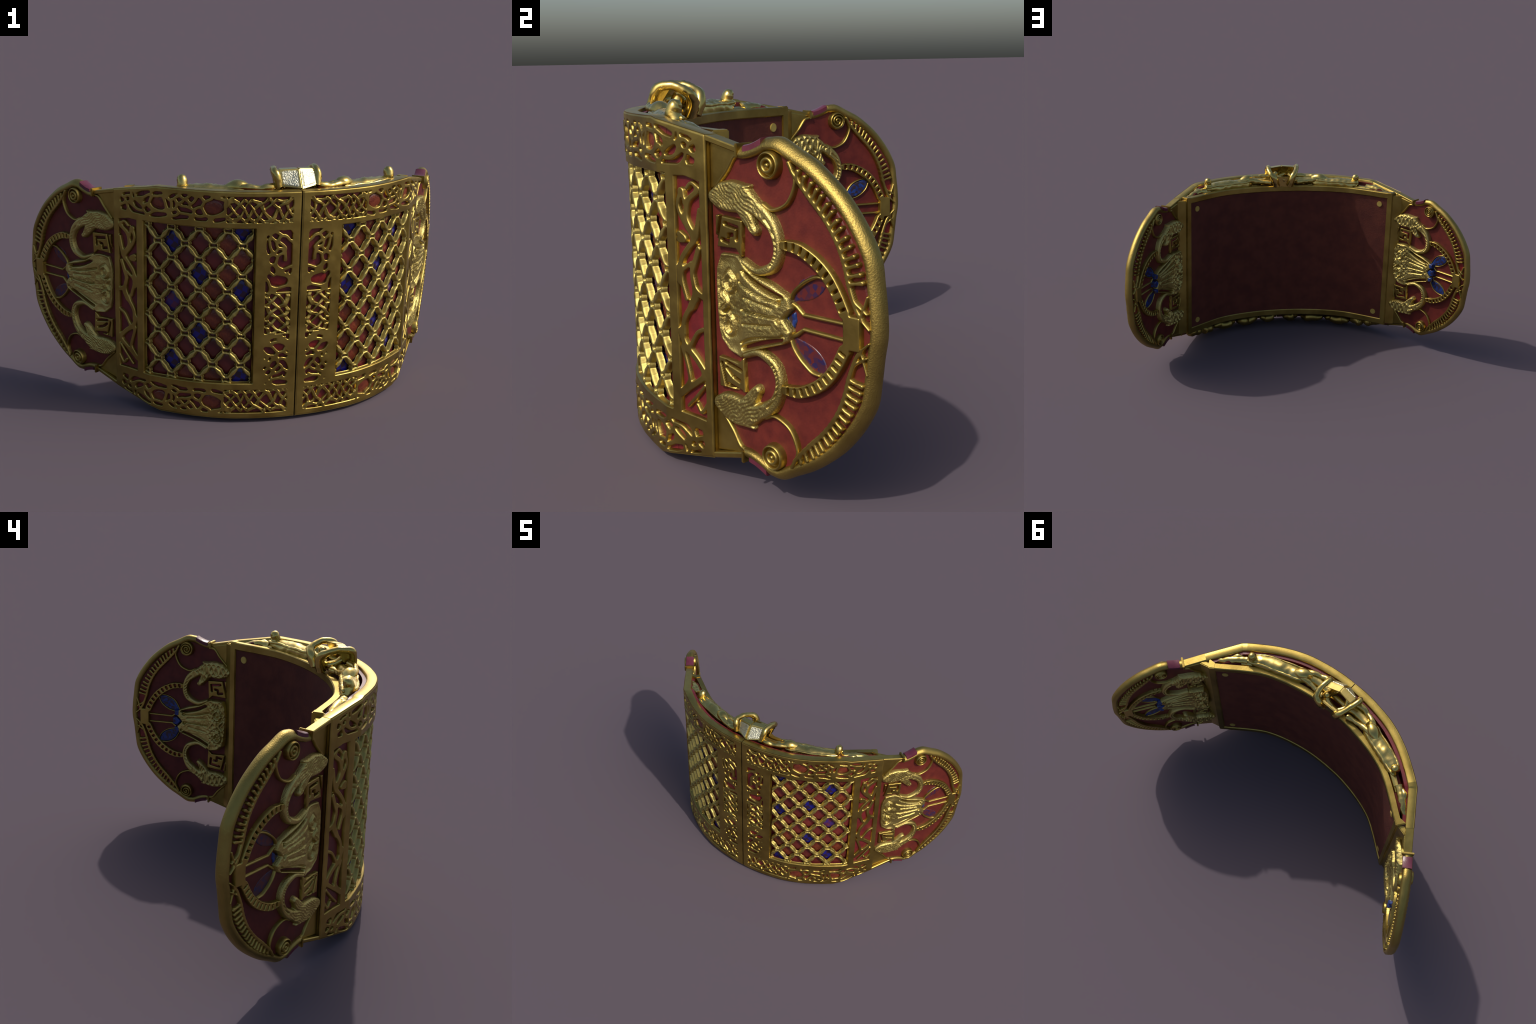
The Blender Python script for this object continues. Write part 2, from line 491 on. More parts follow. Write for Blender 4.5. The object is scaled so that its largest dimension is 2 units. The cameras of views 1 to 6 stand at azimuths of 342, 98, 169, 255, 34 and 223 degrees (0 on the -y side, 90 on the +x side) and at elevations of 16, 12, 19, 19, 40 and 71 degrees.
BEAST = [
    (0.0086, (0.110, 0.813), (0.099, 0.796)),
    (0.0056, (0.109, 0.817), (0.068, 0.818), (0.047, 0.809), (0.040, 0.789)),
    (0.0043, (0.135, 0.796), (0.136, 0.764), (0.131, 0.732)),
    (0.0063, (0.124, 0.781), (0.115, 0.760), (0.106, 0.746)),
    (0.0076, (0.081, 0.786), (0.065, 0.777), (0.048, 0.757), (0.044, 0.729), (0.042, 0.690), (0.064, 0.679), (0.082, 0.691), (0.078, 0.715)),
    (0.0030, (0.090, 0.761), (0.072, 0.749)),
    (0.0043, (0.093, 0.731), (0.080, 0.741)),
    (0.0072, (0.117, 0.697), (0.111, 0.706)),
    (0.0043, (0.116, 0.667), (0.110, 0.650)),
    (0.0040, (0.059, 0.653), (0.041, 0.661), (0.042, 0.647)),
    (0.0099, (0.125, 0.632), (0.105, 0.607), (0.067, 0.611), (0.099, 0.626)),
    (0.0046, (0.137, 0.602), (0.139, 0.547)),
    (0.0049, (0.090, 0.567), (0.066, 0.575), (0.040, 0.573), (0.041, 0.556)),
    (0.0043, (0.110, 0.555), (0.100, 0.550)),
    (0.0092, (0.074, 0.546), (0.082, 0.522), (0.059, 0.532), (0.055, 0.552)),
    (0.0066, (0.119, 0.531), (0.121, 0.518)),
    (0.0086, (0.103, 0.496), (0.100, 0.494)),
    (0.0079, (0.120, 0.473), (0.116, 0.468)),
    (0.0049, (0.086, 0.473), (0.086, 0.460)),
    (0.0036, (0.100, 0.448), (0.107, 0.436), (0.093, 0.435)),
    (0.0046, (0.134, 0.449), (0.128, 0.418), (0.133, 0.395)),
    (0.0069, (0.107, 0.405), (0.101, 0.411)),
    (0.0063, (0.091, 0.387), (0.086, 0.391)),
    (0.0072, (0.074, 0.482), (0.055, 0.498)),
    (0.0036, (0.041, 0.521), (0.037, 0.481)),
    (0.0049, (0.077, 0.451), (0.054, 0.461)),
    (0.0059, (0.078, 0.411), (0.048, 0.431)),
    (0.0059, (0.057, 0.382), (0.042, 0.389), (0.042, 0.367)),
    (0.0145, (0.087, 0.339), (0.054, 0.329)),
    (0.0059, (0.108, 0.357), (0.088, 0.356), (0.048, 0.339), (0.045, 0.308)),
    (0.0079, (0.130, 0.321), (0.102, 0.306)),
    (0.0046, (0.133, 0.276), (0.134, 0.237)),
    (0.0040, (0.132, 0.257), (0.117, 0.277)),
    (0.0053, (0.079, 0.278), (0.062, 0.293), (0.047, 0.287)),
    (0.0059, (0.073, 0.270), (0.054, 0.252), (0.041, 0.230)),
    (0.0066, (0.103, 0.245), (0.092, 0.259)),
    (0.0056, (0.083, 0.224), (0.073, 0.237)),
    (0.0056, (0.125, 0.219), (0.119, 0.222)),
    (0.0043, (0.124, 0.182), (0.089, 0.199), (0.053, 0.216), (0.050, 0.202)),
    (0.0066, (0.100, 0.180), (0.082, 0.174), (0.045, 0.170)),
    (0.0046, (0.130, 0.174), (0.124, 0.178)),
]
BRANCH = [
    (0.0056, (0.786, 0.790), (0.753, 0.767), (0.740, 0.734), (0.743, 0.707), (0.769, 0.672)),
    (0.0046, (0.723, 0.788), (0.712, 0.765), (0.710, 0.743), (0.726, 0.713), (0.764, 0.673)),
    (0.0056, (0.795, 0.742), (0.785, 0.702), (0.773, 0.665), (0.742, 0.635), (0.714, 0.598), (0.705, 0.544)),
    (0.0056, (0.784, 0.639), (0.768, 0.600), (0.757, 0.569), (0.766, 0.523), (0.752, 0.480)),
    (0.0066, (0.711, 0.671), (0.729, 0.661), (0.711, 0.658)),
    (0.0036, (0.752, 0.597), (0.715, 0.572)),
    (0.0046, (0.705, 0.581), (0.715, 0.542), (0.731, 0.498)),
    (0.0033, (0.735, 0.757), (0.728, 0.784), (0.718, 0.789)),
    (0.0036, (0.790, 0.799), (0.764, 0.811), (0.746, 0.797)),
    (0.0059, (0.821, 0.504), (0.777, 0.521)),
    (0.0056, (0.768, 0.502), (0.721, 0.443), (0.713, 0.401)),
    (0.0040, (0.796, 0.424), (0.770, 0.410), (0.742, 0.370)),
    (0.0066, (0.811, 0.289), (0.761, 0.337), (0.723, 0.364), (0.703, 0.403)),
    (0.0056, (0.799, 0.296), (0.753, 0.263), (0.696, 0.224)),
    (0.0043, (0.708, 0.358), (0.730, 0.294), (0.731, 0.266), (0.699, 0.227)),
    (0.0033, (0.794, 0.266), (0.763, 0.233), (0.725, 0.195)),
    (0.0036, (0.803, 0.218), (0.779, 0.188), (0.761, 0.205)),
]


LAT = (0.184, 0.661, 0.171, 0.831)          # lattice window
SIDE_WIN = [(0.697, 0.826), (0.740, 0.828), (0.796, 0.816), (0.799, 0.170), (0.760, 0.172), (0.697, 0.172)]
FLOOR = -0.0115


def almond(r, p):
    """Chisel cut: pointed at both ends, widest in the middle."""
    if len(p) == 1:
        return [(*p[0], r * 1.3)]
    if len(p) == 2:
        (a, b), (c, e) = p
        m = ((a + c) / 2, (b + e) / 2)
        k = 0.18                                  # run the points out a little
        p = [(a + (a - m[0]) * k, b + (b - m[1]) * k), m, (c + (c - m[0]) * k, e + (e - m[1]) * k)]
        return [(*p[0], r * 0.75), (*m, r * 1.5), (*p[2], r * 0.75)]
    w = [0.75] + [1.45] * (len(p) - 2) + [0.75]
    return [(*q, r * f) for q, f in zip(p, w)]


BAND_WIN = [(0.036, 0.853), (0.500, 0.853), (0.640, 0.856), (0.786, 0.861), (0.788, 0.912), (0.770, 0.930), (0.640, 0.957), (0.560, 0.959), (0.036, 0.957)]


def openwork(S, Z, cuts, window, grow, strand):
    """Cuts swell until only strands of even width are left between them."""
    d1, d2 = np.full(S.shape, 9.0), np.full(S.shape, 9.0)
    for r, *p in cuts:
        d = stroke(S, Z, almond(r, p), 0)
        d2 = np.minimum(d2, np.maximum(d1, d))
        d1 = np.minimum(d1, d)
    gap = np.where(d2 < 1, (d2 - d1) / 2, 1.0)
    return np.maximum(np.maximum(d1 - grow, strand - gap), window)


def plait(U, V, half, period, width, count=4):
    """Woven strands running along U between -half and half in V: distance and lift (over or under)."""
    d, lift = np.full(U.shape, 9.0), np.zeros(U.shape)
    weave = np.cos(2 * count * math.pi * U / period)
    for k in range(count):
        t = np.mod(U / period + k / count, 1.0)
        wave = np.abs(t * 2 - 1) * 2 - 1
        up = np.where(t < 0.5, -1.0, 1.0)
        wave = np.sin(wave * 1.45) / math.sin(1.45)
        slope = 4 * half / period
        e = np.abs(V - half * wave) / math.sqrt(1 + slope * slope) - width
        h = weave * up
        lift = np.where((e < 0) & ((d > 0) | (h > lift)), h, lift)
        d = np.minimum(d, e)
    return d, lift


def openings(S, Z):
    d = box(S, Z, *LAT, r=0.004)
    lift = np.zeros(S.shape)
    F = np.where(Z > MID, Z, 0.997 - Z)                       # the lower band mirrors the upper
    band = openwork(S, F, [c for c in KNOT_BAND if c[1][0] > 0.30], np.maximum(shape(S, F, BAND_WIN), 0.308 - S), 0.0026, 0.0064)
    wob = 0.015 * vnoise(S * 20, F * 20, 31), 0.010 * vnoise(S * 23, F * 23, 32)
    e, l = plait(S + wob[0], F - 0.905 + wob[1], 0.044, 0.190, 0.0074)
    weave = np.maximum(np.maximum(-e, box(S, F, 0.036, 0.302, 0.854, 0.957, 0.005)), -9)
    lift += l * smooth((-e) / 0.003) * (box(S, F, 0.038, 0.300, 0.856, 0.955) < 0)
    beast = openwork(S, Z, [c for c in BEAST if not 0.385 < c[1][1] < 0.565], np.maximum(box(S, Z, 0.035, 0.141, 0.161, 0.822, 0.008), -box(S, Z, 0.0, 0.2, 0.382, 0.566)), 0.0026, 0.0062)
    wob = 0.013 * vnoise(S * 22, Z * 22, 41), 0.010 * vnoise(S * 22, Z * 22, 42)
    e, l = plait(Z + wob[0], S - 0.088 + wob[1], 0.046, 0.180, 0.0072)
    weave = np.minimum(weave, np.maximum(-e, box(S, Z, 0.035, 0.141, 0.388, 0.560, 0.005)))
    lift += l * smooth((-e) / 0.003) * (box(S, Z, 0.037, 0.139, 0.390, 0.558) < 0)
    d = np.minimum(d, np.minimum(np.minimum(band, beast), weave))
    side = shape(S, Z, SIDE_WIN)
    twig = np.full(S.shape, 9.0)
    for r, *p in BRANCH:
        twig = smin(twig, stroke(S, Z, p, r * 1.5), 0.014)
    return np.minimum(d, np.maximum(side, -twig)), lift


def openwork_mesh():
    s1, res = 0.825, 0.0018
    s = np.concatenate([[0.0022], np.linspace(0.0065, s1 - 0.004, int(s1 / res)), [s1]])
    v = np.concatenate([[0], np.linspace(0.004, 0.996, int(0.96 / res)), [1]])
    S, V = np.meshgrid(s, v, indexing="ij")
    lo, hi = bottom_edge(S), top_edge(S)
    Z = lo + (hi - lo) * V
    d, lift = openings(S, Z)
    rim = np.minimum(np.minimum(Z - lo, hi - Z), np.minimum(S - s[0], s1 - S))
    h = -0.018 * smooth((0.0016 - d) / 0.0048)
    h -= 0.0035 * (1 - smooth(rim / 0.006))
    h += 0.0030 * (lift - 0.4) * (np.abs(lift) > 0.01) + 0.0007 * vnoise(S * 28, Z * 28, 3)
    pts = P(S, Z, h)
    n, m = S.shape
    q = np.maximum.reduce([d[:-1, :-1], d[1:, :-1], d[:-1, 1:], d[1:, 1:]])
    f = grid_faces(n, m, q > -0.0038)
    verts, faces = [pts.reshape(-1, 3)], [f]
    # turn the border back round the edge of the plate and under its lip
    k = n * m
    back = -0.044

    def skirt(idx, ss, zz, ring, rev):
        nonlocal k
        rows = [idx]
        for dz, hh in ring:
            verts.append(P(ss, zz + dz, hh))
            rows.append(np.arange(k, k + len(ss)))
            k += len(ss)
        for a, b in zip(rows[:-1], rows[1:]):
            q = np.stack([a[:-1], a[1:], b[1:], b[:-1]], 1)
            faces.append(q[:, ::-1] if rev else q)

    grid = np.arange(n * m).reshape(n, m)
    skirt(grid[:, -1], s, top_edge(s), [(-0.0005, -0.006), (0, -0.0075), (0, back + 0.004), (-0.003, back), (-0.035, back)], True)
    skirt(grid[:, 0], s, bottom_edge(s), [(0.0005, -0.006), (0, -0.0075), (0, back + 0.004), (0.003, back), (0.035, back)], False)
    skirt(grid[0, :], np.full(m, s[0]), Z[0], [(0, -0.008), (0, back)], True)
    skirt(grid[-1, :], np.full(m, s1), Z[-1], [(0, -0.008), (0, back)], False)
    v, f = compact(np.vstack(verts), np.vstack(faces))
    me = mesh_from("openwork_frame", v, f)
    return me


backing = join_meshes("panel", [
    slab("a", 0.012, 0.178, lambda s: bottom_edge(s) + 0.012, lambda s: top_edge(s) - 0.012, FLOOR, -0.060),
    slab("b", 0.664, 0.815, lambda s: bottom_edge(s) + 0.012, lambda s: top_edge(s) - 0.012, FLOOR - 0.0002, -0.060),
    slab("c", 0.179, 0.663, 0.836, lambda s: top_edge(s) - 0.012, FLOOR, -0.060),
    slab("d", 0.179, 0.663, lambda s: bottom_edge(s) + 0.012, 0.166, FLOOR, -0.060),
    slab("e", 0.170, 0.672, 0.158, 0.844, -0.043, -0.072)])
backing.materials.append(FLOOR_RED)
PANELS = both("panel", backing, FLOOR_RED, (ROOT, ROOT))
both("openwork_frame", openwork_mesh(), GOLD, PANELS)

# ------------------------------------------------------------------ lattice of gold cell walls
NODE_S, NODE_DS = 0.2355, 0.119
NODE_Z, NODE_DZ = 0.8195, 0.0634


def node_s(row, k):
    return NODE_S + NODE_DS * k + (0.0595 if row % 2 == 0 else 0.0)


def lattice(S, Z):
    d = np.full(S.shape, 9.0)
    rng = np.random.default_rng(11)
    for row in range(-1, 11):
        zt, zb = NODE_Z - NODE_DZ * row - 0.0088, NODE_Z - NODE_DZ * (row + 1) + 0.0088
        for k in range(-1, 4):
            for a_row, a, b in ((row, node_s(row, k), node_s(row + 1, k + (1 if row % 2 == 0 else 0))), (row, node_s(row, k), node_s(row + 1, k + (1 if row % 2 == 0 else 0) - 1))):
                sg = 1 if b > a else -1
                j = rng.normal(0, 0.0012, 4)
                w = 0.0104 + rng.normal(0, 0.0006)
                pts = [(a, zt + j[0], 0.0050), (a + sg * 0.0075, zt + j[0], 0.0054), (a + sg * 0.0150, zt - 0.0055 + j[1], 0.0062), ((a + b) / 2, (zt + zb) / 2, w),
                       (b - sg * 0.0150, zb + 0.0055 + j[2], 0.0062), (b - sg * 0.0075, zb + j[3], 0.0054), (b, zb + j[3], 0.0050)]
                d = np.minimum(d, stroke(S, Z, pts, 0, soft=False))
                d = np.minimum(d, stroke(S, Z, [(a + sg * 0.0140, zt - 0.003, 0.0042), (a + sg * 0.0172, zt + 0.0088, 0.0036), (a + sg * 0.0140, zt + 0.0206, 0.0042)], 0, False))
    return np.maximum(d, box(S, Z, 0.192, 0.662, 0.168, 0.834))


def lattice_detail(S, Z, d):
    # walls swell at mid span and sink towards the knots
    u = np.zeros(S.shape)
    for row in range(0, 12):
        zc = NODE_Z - NODE_DZ * row
        w = (np.mod(S - node_s(row, 0) + NODE_DS / 2, NODE_DS) - NODE_DS / 2)
        u = np.maximum(u, np.exp(-((w / 0.018) ** 2 + ((Z - zc) / 0.018) ** 2)))
    return -0.003 * u + 0.0012 * vnoise(S * 60, Z * 60, 5)


both("lattice", relief("lattice", lattice, (0.182, 0.664, 0.162, 0.838), -0.0175, 0.0125, 0.0056, detail=lattice_detail, sink=0.004, res=0.0018), GOLD_LATTICE, PANELS)


def dome(name, a, b, high, power, mat, rings=7, seg=48, skirt=0.012, puff=0.5):
    """Cabochon with a rounded lozenge outline (power 1 lozenge, 2 ellipse), bulging to -y."""
    v, f = [], []
    t = np.arange(seg) * 2 * math.pi / seg
    c, s = np.cos(t), np.sin(t)
    rad = (np.abs(c) ** power + np.abs(s) ** power) ** (-1 / power)
    for i in range(rings + 1):
        q = math.sin(i / rings * math.pi / 2)
        y = -high * (1 - q ** 2) ** puff
        v += [(a * q * r * x, y, b * q * r * z) for r, x, z in zip(rad, c, s)] if i else [(0, y, 0)]
    v += [(a * r * x * 1.01, skirt, b * r * z * 1.01) for r, x, z in zip(rad, c, s)]
    f += [(0, 1 + j, 1 + (j + 1) % seg) for j in range(seg)]
    for i in range(rings):
        o, n = 1 + i * seg, 1 + (i + 1) * seg
        f += [(o + j, n + j, n + (j + 1) % seg, o + (j + 1) % seg) for j in range(seg)]
    me = mesh_from(name, v, f)
    sharp_by_angle(me, 50)
    me.materials.append(mat)
    return me


def seat(s, z, h, side, turn=0.0):
    """Matrix that seats a piece on the face, on the right (side 1) or left (-1) half."""
    x, y, t = (float(q) for q in plan(s))
    x, y = x + math.sin(t) * h, y - math.cos(t) * h
    return Matrix.Translation((x * side, y, z)) @ Matrix.Rotation(t * side, 4, "Z") @ Matrix.Rotation(turn, 4, "Y")


CELL = {
    "garnet": dome("garnet", 0.0475, 0.0485, 0.009, 1.45, GARNET),
    "orange": dome("patterned_garnet", 0.0475, 0.0485, 0.010, 1.45, GARNET_ORANGE),
    "blue": dome("checker_glass", 0.0475, 0.0485, 0.010, 1.45, BLUE),
    "purple": dome("purple_glass", 0.0475, 0.0485, 0.010, 1.45, PURPLE),
    "bead": dome("garnet_bead", 0.0140, 0.0060, 0.005, 1.5, GARNET_DARK, rings=4, seg=20),
}
BLUES = {(0, 0): "blue", (4, 0): "blue", (10, 0): "blue", (1, 2): "blue", (9, 2): "blue", (5, 2): "purple", (3, 1): "blue", (7, 1): "blue"}
for side, panel in zip((1, 1), PANELS):      # the left panel mirrors its pieces
    for row in range(0, 11):
        z = NODE_Z - NODE_DZ * row
        for k in range(0, 4):
            s_node, s_cell = node_s(row, k), node_s(row + 1, k)
            if s_node < 0.655:
                new_object("garnet_bead", CELL["bead"], panel, None, seat(s_node, z, -0.022, side))
            if s_cell < 0.64 + 0.05:
                kind = BLUES.get((row, k))
                if kind is None:
                    kind = "orange" if RNG.random() < (0.45 if s_cell < 0.32 else 0.3) else "garnet"
                name = {"garnet": "garnet", "orange": "garnet", "blue": "glass_stone", "purple": "glass_stone"}[kind]
                if s_cell < 0.66 and 0.15 < z < 0.85:
                    new_object(name, CELL[kind], panel, None, seat(s_cell, z, -0.0375 + RNG.normal(0, 0.0008), side, RNG.normal(0, 0.02)))
    # larger stones behind the knotwork bands and the beast panel
    for s, z, a, b in ((0.583, 0.918, 0.030, 0.024), (0.358, 0.911, 0.040, 0.030)):
        for zz in (z, 0.997 - z):
            key = f"band{a}"
            if key not in CELL:
                CELL[key] = dome("band_garnet", a, b, 0.004, 1.8, GARNET_ORANGE, rings=4)
            new_object("band_garnet", CELL[key], panel, None, seat(s, zz, FLOOR + 0.001, side))
    if "beast" not in CELL:
        CELL["beast"] = dome("panel_garnet", 0.036, 0.026, 0.003, 2.2, GARNET_BRIGHT, rings=4)
    for s, z in ((0.085, 0.618), (0.074, 0.335)):
        new_object("panel_garnet", CELL["beast"], panel, None, seat(s, z, FLOOR + 0.001, side))

# ------------------------------------------------------------------ end plates


def sunk(s):
    return 0.013 * (1 - smooth((np.asarray(s, float) - 0.86) / 0.20))


def OUT_H(s):
    return -0.006 - sunk(s)


def IN_H(s):
    return -0.030 - sunk(s)

       # enamel level on the outer and the inner face
OUTLINE_TOP = [(1.030, 0.430), (1.072, 0.431), (1.125, 0.406), (1.170, 0.384), (1.212, 0.355), (1.258, 0.316), (1.297, 0.272),
               (1.330, 0.224), (1.355, 0.172), (1.364, 0.114), (1.371, 0.056)]
RIM = curve([(s, WMID + d) for s, d in OUTLINE_TOP] + [(1.373, WMID)] + [(s - 0.006 * min(1, (s - 1.03) / 0.15), WMID - d + 0.004 * min(1, (s - 1.03) / 0.15)) for s, d in reversed(OUTLINE_TOP)], 5)
NECK = [(0.943, 0.407), (0.962, 0.406), (0.985, 0.411), (1.008, 0.420), (1.022, 0.427), (1.030, 0.430)]


def flip(pts):
    return [(p[0], 2 * WMID - p[1], *p[2:]) for p in pts]


def dshift(pts, ds):
    return [(p[0] + ds, *p[1:]) for p in pts]


def plate_mesh():
    """Enamel plate: fan of strips between mirrored edges of the outline."""
    top = [(0.828, 0.412), (0.935, 0.394), (0.943, 0.390), (0.985, 0.394), (1.03, 0.414)] + [(s - 0.010, d - 0.013) for s, d in OUTLINE_TOP[1:]] + [(1.360, 0.0)]
    top = np.array(top)
    s = np.linspace(top[0, 0], top[-1, 0], 70)
    d = np.interp(s, top[:, 0], top[:, 1])
    d[-1] = 0.004
    n = len(s)
    v = np.stack([P(s, WMID - d, OUT_H(s)), P(s, WMID + d, OUT_H(s)), P(s, WMID + d, IN_H(s)), P(s, WMID - d, IN_H(s))], 1).reshape(-1, 3)
    f = [(i * 4 + j, i * 4 + 4 + j, i * 4 + 4 + (j + 1) % 4, i * 4 + (j + 1) % 4) for i in range(n - 1) for j in range(4)]
    f += [(0, 1, 2, 3), tuple((n - 1) * 4 + j for j in (3, 2, 1, 0))]
    me = mesh_from("end_plate", v, f)
    sharp_by_angle(me)
    return me


def rim_mesh():
    """Grip rim: ridge near the inside, broad slope to the outer edge; narrows over the neck."""
    path = curve([(s, WMID + d) for s, d in NECK], 4)[:-1]
    low = np.array(flip(path[::-1]))
    path = np.vstack([path, RIM, low])
    t = np.gradient(path, axis=0)
    t /= np.linalg.norm(t, axis=1)[:, None]
    inw = np.stack([t[:, 1], -t[:, 0]], 1)          # towards the middle of the plate
    width = np.interp(path[:, 0], [0.943, 0.985, 1.02, 1.06, 1.13, 1.30, 1.388], [0.030, 0.029, 0.030, 0.033, 0.032, 0.031, 0.031])
    sec = [(-0.02, -0.029), (0.0, -0.019), (0.14, -0.010), (0.40, -0.001), (0.64, 0.003), (0.86, 0.001), (1.0, -0.008), (1.0, -0.022),
           (1.0, -0.036), (0.86, -0.046), (0.60, -0.051), (0.36, -0.050), (0.12, -0.044), (0.0, -0.038)]
    k, m = len(sec), len(path)
    slim = np.clip((width - 0.018) / 0.022, 0.35, 1)
    rows = []
    for a, h in sec:
        q = path + inw * (width * a)[:, None]
        rows.append(P(q[:, 0], q[:, 1], -0.0175 + (h + 0.0245) * (0.72 + 0.28 * slim)))
    v = np.stack(rows, 1).reshape(-1, 3)
    f = [(i * k + j, i * k + (j + 1) % k, (i + 1) * k + (j + 1) % k, (i + 1) * k + j) for i in range(m - 1) for j in range(k)]
    f += [tuple(range(k)), tuple((m - 1) * k + j for j in reversed(range(k)))]
    me = mesh_from("rim", v, f)
    sharp_by_angle(me, 50)
    return me


def neck_stone(low):
    """Curved garnet let into the edge of the rim where it meets the panel strip."""
    path = curve([(s, WMID + d) for s, d in NECK[1:5]], 5)
    if low:
        path = np.array(flip(path))
    sg = -1 if low else 1
    n = len(path)
    ring = [(-0.014, 0.003), (0.001, 0.002), (0.0038, -0.004), (0.0045, -0.019), (0.0038, -0.038), (0.001, -0.044), (-0.014, -0.044)]
    v = np.stack([P(path[:, 0], path[:, 1] + sg * a, h) for a, h in ring], 1).reshape(-1, 3)
    k = len(ring)
    f = [(i * k + j, i * k + (j + 1) % k, (i + 1) * k + (j + 1) % k, (i + 1) * k + j) for i in range(n - 1) for j in range(k)]
    f += [tuple(range(k)), tuple((n - 1) * k + j for j in reversed(range(k)))]
    me = mesh_from("neck_garnet", v, f)
    sharp_by_angle(me, 40)
    return me


def neck_lip(low):
    s = np.array([0.9405, 0.9405, 0.9475, 0.9475])
    sg = -1 if low else 1
    zt, zb = WMID + sg * 0.413, WMID + sg * 0.380
    bm = bmesh.new()
    ring = []
    for a, z in ((0.939, zb), (0.939, zt), (0.949, zt + sg * 0.001), (0.949, zb)):
        ring.append((bm.verts.new(P(a, z, 0.009)), bm.verts.new(P(a, z, -0.050))))
    for (a, b), (c, d) in zip(ring, ring[1:] + ring[:1]):
        bm.faces.new((a, b, d, c))
    bm.faces.new([r[0] for r in ring])
    bm.faces.new([r[1] for r in reversed(ring)])
    bmesh.ops.recalc_face_normals(bm, faces=bm.faces)
    bmesh.ops.bevel(bm, geom=list(bm.edges), offset=0.002, segments=2, affect="EDGES")
    me = bpy.data.meshes.new("neck_lip")
    bm.to_mesh(me)
    bm.free()
    return me


WALL = [(1.127, 0.860), (1.168, 0.816), (1.214, 0.770), (1.250, 0.722), (1.274, 0.671), (1.289, 0.617), (1.307, 0.570), (1.323, 0.545)]
RIM_IN = [(1.118, 0.880), (1.184, 0.839), (1.237, 0.785), (1.276, 0.730), (1.306, 0.678), (1.326, 0.625), (1.337, 0.575), (1.343, 0.508)]


def border(S, Z):
    Z = WMID + np.abs(Z - WMID)
    wall, rim = curve(WALL, 6), curve(RIM_IN, 6)
    d = stroke(S, Z, [(1.113, 0.885, 0.006), (1.120, 0.872, 0.006), (1.127, 0.860, 0.006)] + [(*p, 0.0068) for p in WALL[1:]], 0)
    rng = np.random.default_rng(4)
    lw = np.concatenate([[0], np.cumsum(np.linalg.norm(np.diff(wall, axis=0), axis=1))])
    lr = np.concatenate([[0], np.cumsum(np.linalg.norm(np.diff(rim, axis=0), axis=1))])
    for i in range(15):
        t = 0.055 + 0.88 * i / 17 + rng.normal(0, 0.003)
        a = [np.interp(t * lw[-1] * 1.0, lw, wall[:, j]) for j in (0, 1)]
        b = [np.interp(t * lr[-1] * 0.93 + 0.004, lr, rim[:, j]) for j in (0, 1)]
        d = smin(d, stroke(S, Z, [(*a, 0.0066), ((a[0] + b[0]) / 2, (a[1] + b[1]) / 2, 0.0050), (*b, 0.0068)], 0, False), 0.004)
    for a, b in (((1.300, 0.585), (1.338, 0.560)), ((1.322, 0.548), (1.340, 0.600)), ((1.322, 0.545), (1.345, 0.525))):
        d = smin(d, stroke(S, Z, [a, b], 0.0042, False), 0.004)
    return d


ARCH = [(1.094, 0.689), (1.122, 0.688), (1.150, 0.682), (1.192, 0.661), (1.228, 0.631), (1.256, 0.593), (1.276, 0.555)]


def arch(S, Z, cells=11, slit=0.0028, tall=0.0066):
    Z = WMID + np.abs(Z - WMID)
    band = stroke(S, Z, [(*p, w) for p, w in zip(ARCH, (0.012, 0.0145, 0.0155, 0.0165, 0.017, 0.0165, 0.017))], 0)
    band = smin(band, box(S, Z, 1.273, 1.322, WMID - 0.060, WMID + 0.041, 0.004), 0.006)
    c = curve(ARCH, 8)
    ln = np.concatenate([[0], np.cumsum(np.linalg.norm(np.diff(c, axis=0), axis=1))])
    tg = np.gradient(c, axis=0)
    tg /= np.linalg.norm(tg, axis=1)[:, None]
    for i in range(cells):
        t = (0.05 + 0.92 * i / (cells - 1)) * ln[-1]
        p = [np.interp(t, ln, c[:, j]) for j in (0, 1)]
        g = [np.interp(t, ln, tg[:, j]) for j in (0, 1)]
        a, b = (p[0] - g[1] * tall, p[1] + g[0] * tall), (p[0] + g[1] * tall, p[1] - g[0] * tall)
        band = np.maximum(band, -stroke(S, Z, [a, b], slit, False))
    return band


BOAR = [[(0.846, 0.784, 0.020), (0.880, 0.785, 0.036), (0.925, 0.786, 0.037), (0.965, 0.788, 0.030), (1.000, 0.772, 0.022), (1.030, 0.756, 0.021),
         (1.058, 0.732, 0.018), (1.074, 0.698, 0.0155), (1.076, 0.666, 0.0150), (1.062, 0.636, 0.0150), (1.034, 0.619, 0.0135), (1.000, 0.613, 0.0115), (0.955, 0.630, 0.0095)],
        [(0.950, 0.772, 0.026), (0.976, 0.740, 0.021), (0.992, 0.718, 0.0155), (1.000, 0.712, 0.0135)],
        [(0.872, 0.812, 0.010), (0.910, 0.818, 0.012), (0.955, 0.816, 0.009), (0.982, 0.820, 0.004)]]


def boar(S, Z):
    d = np.full(S.shape, 9.0)
    for p in BOAR:
        d = smin(d, stroke(S, Z, p, 0), 0.008)
    return d


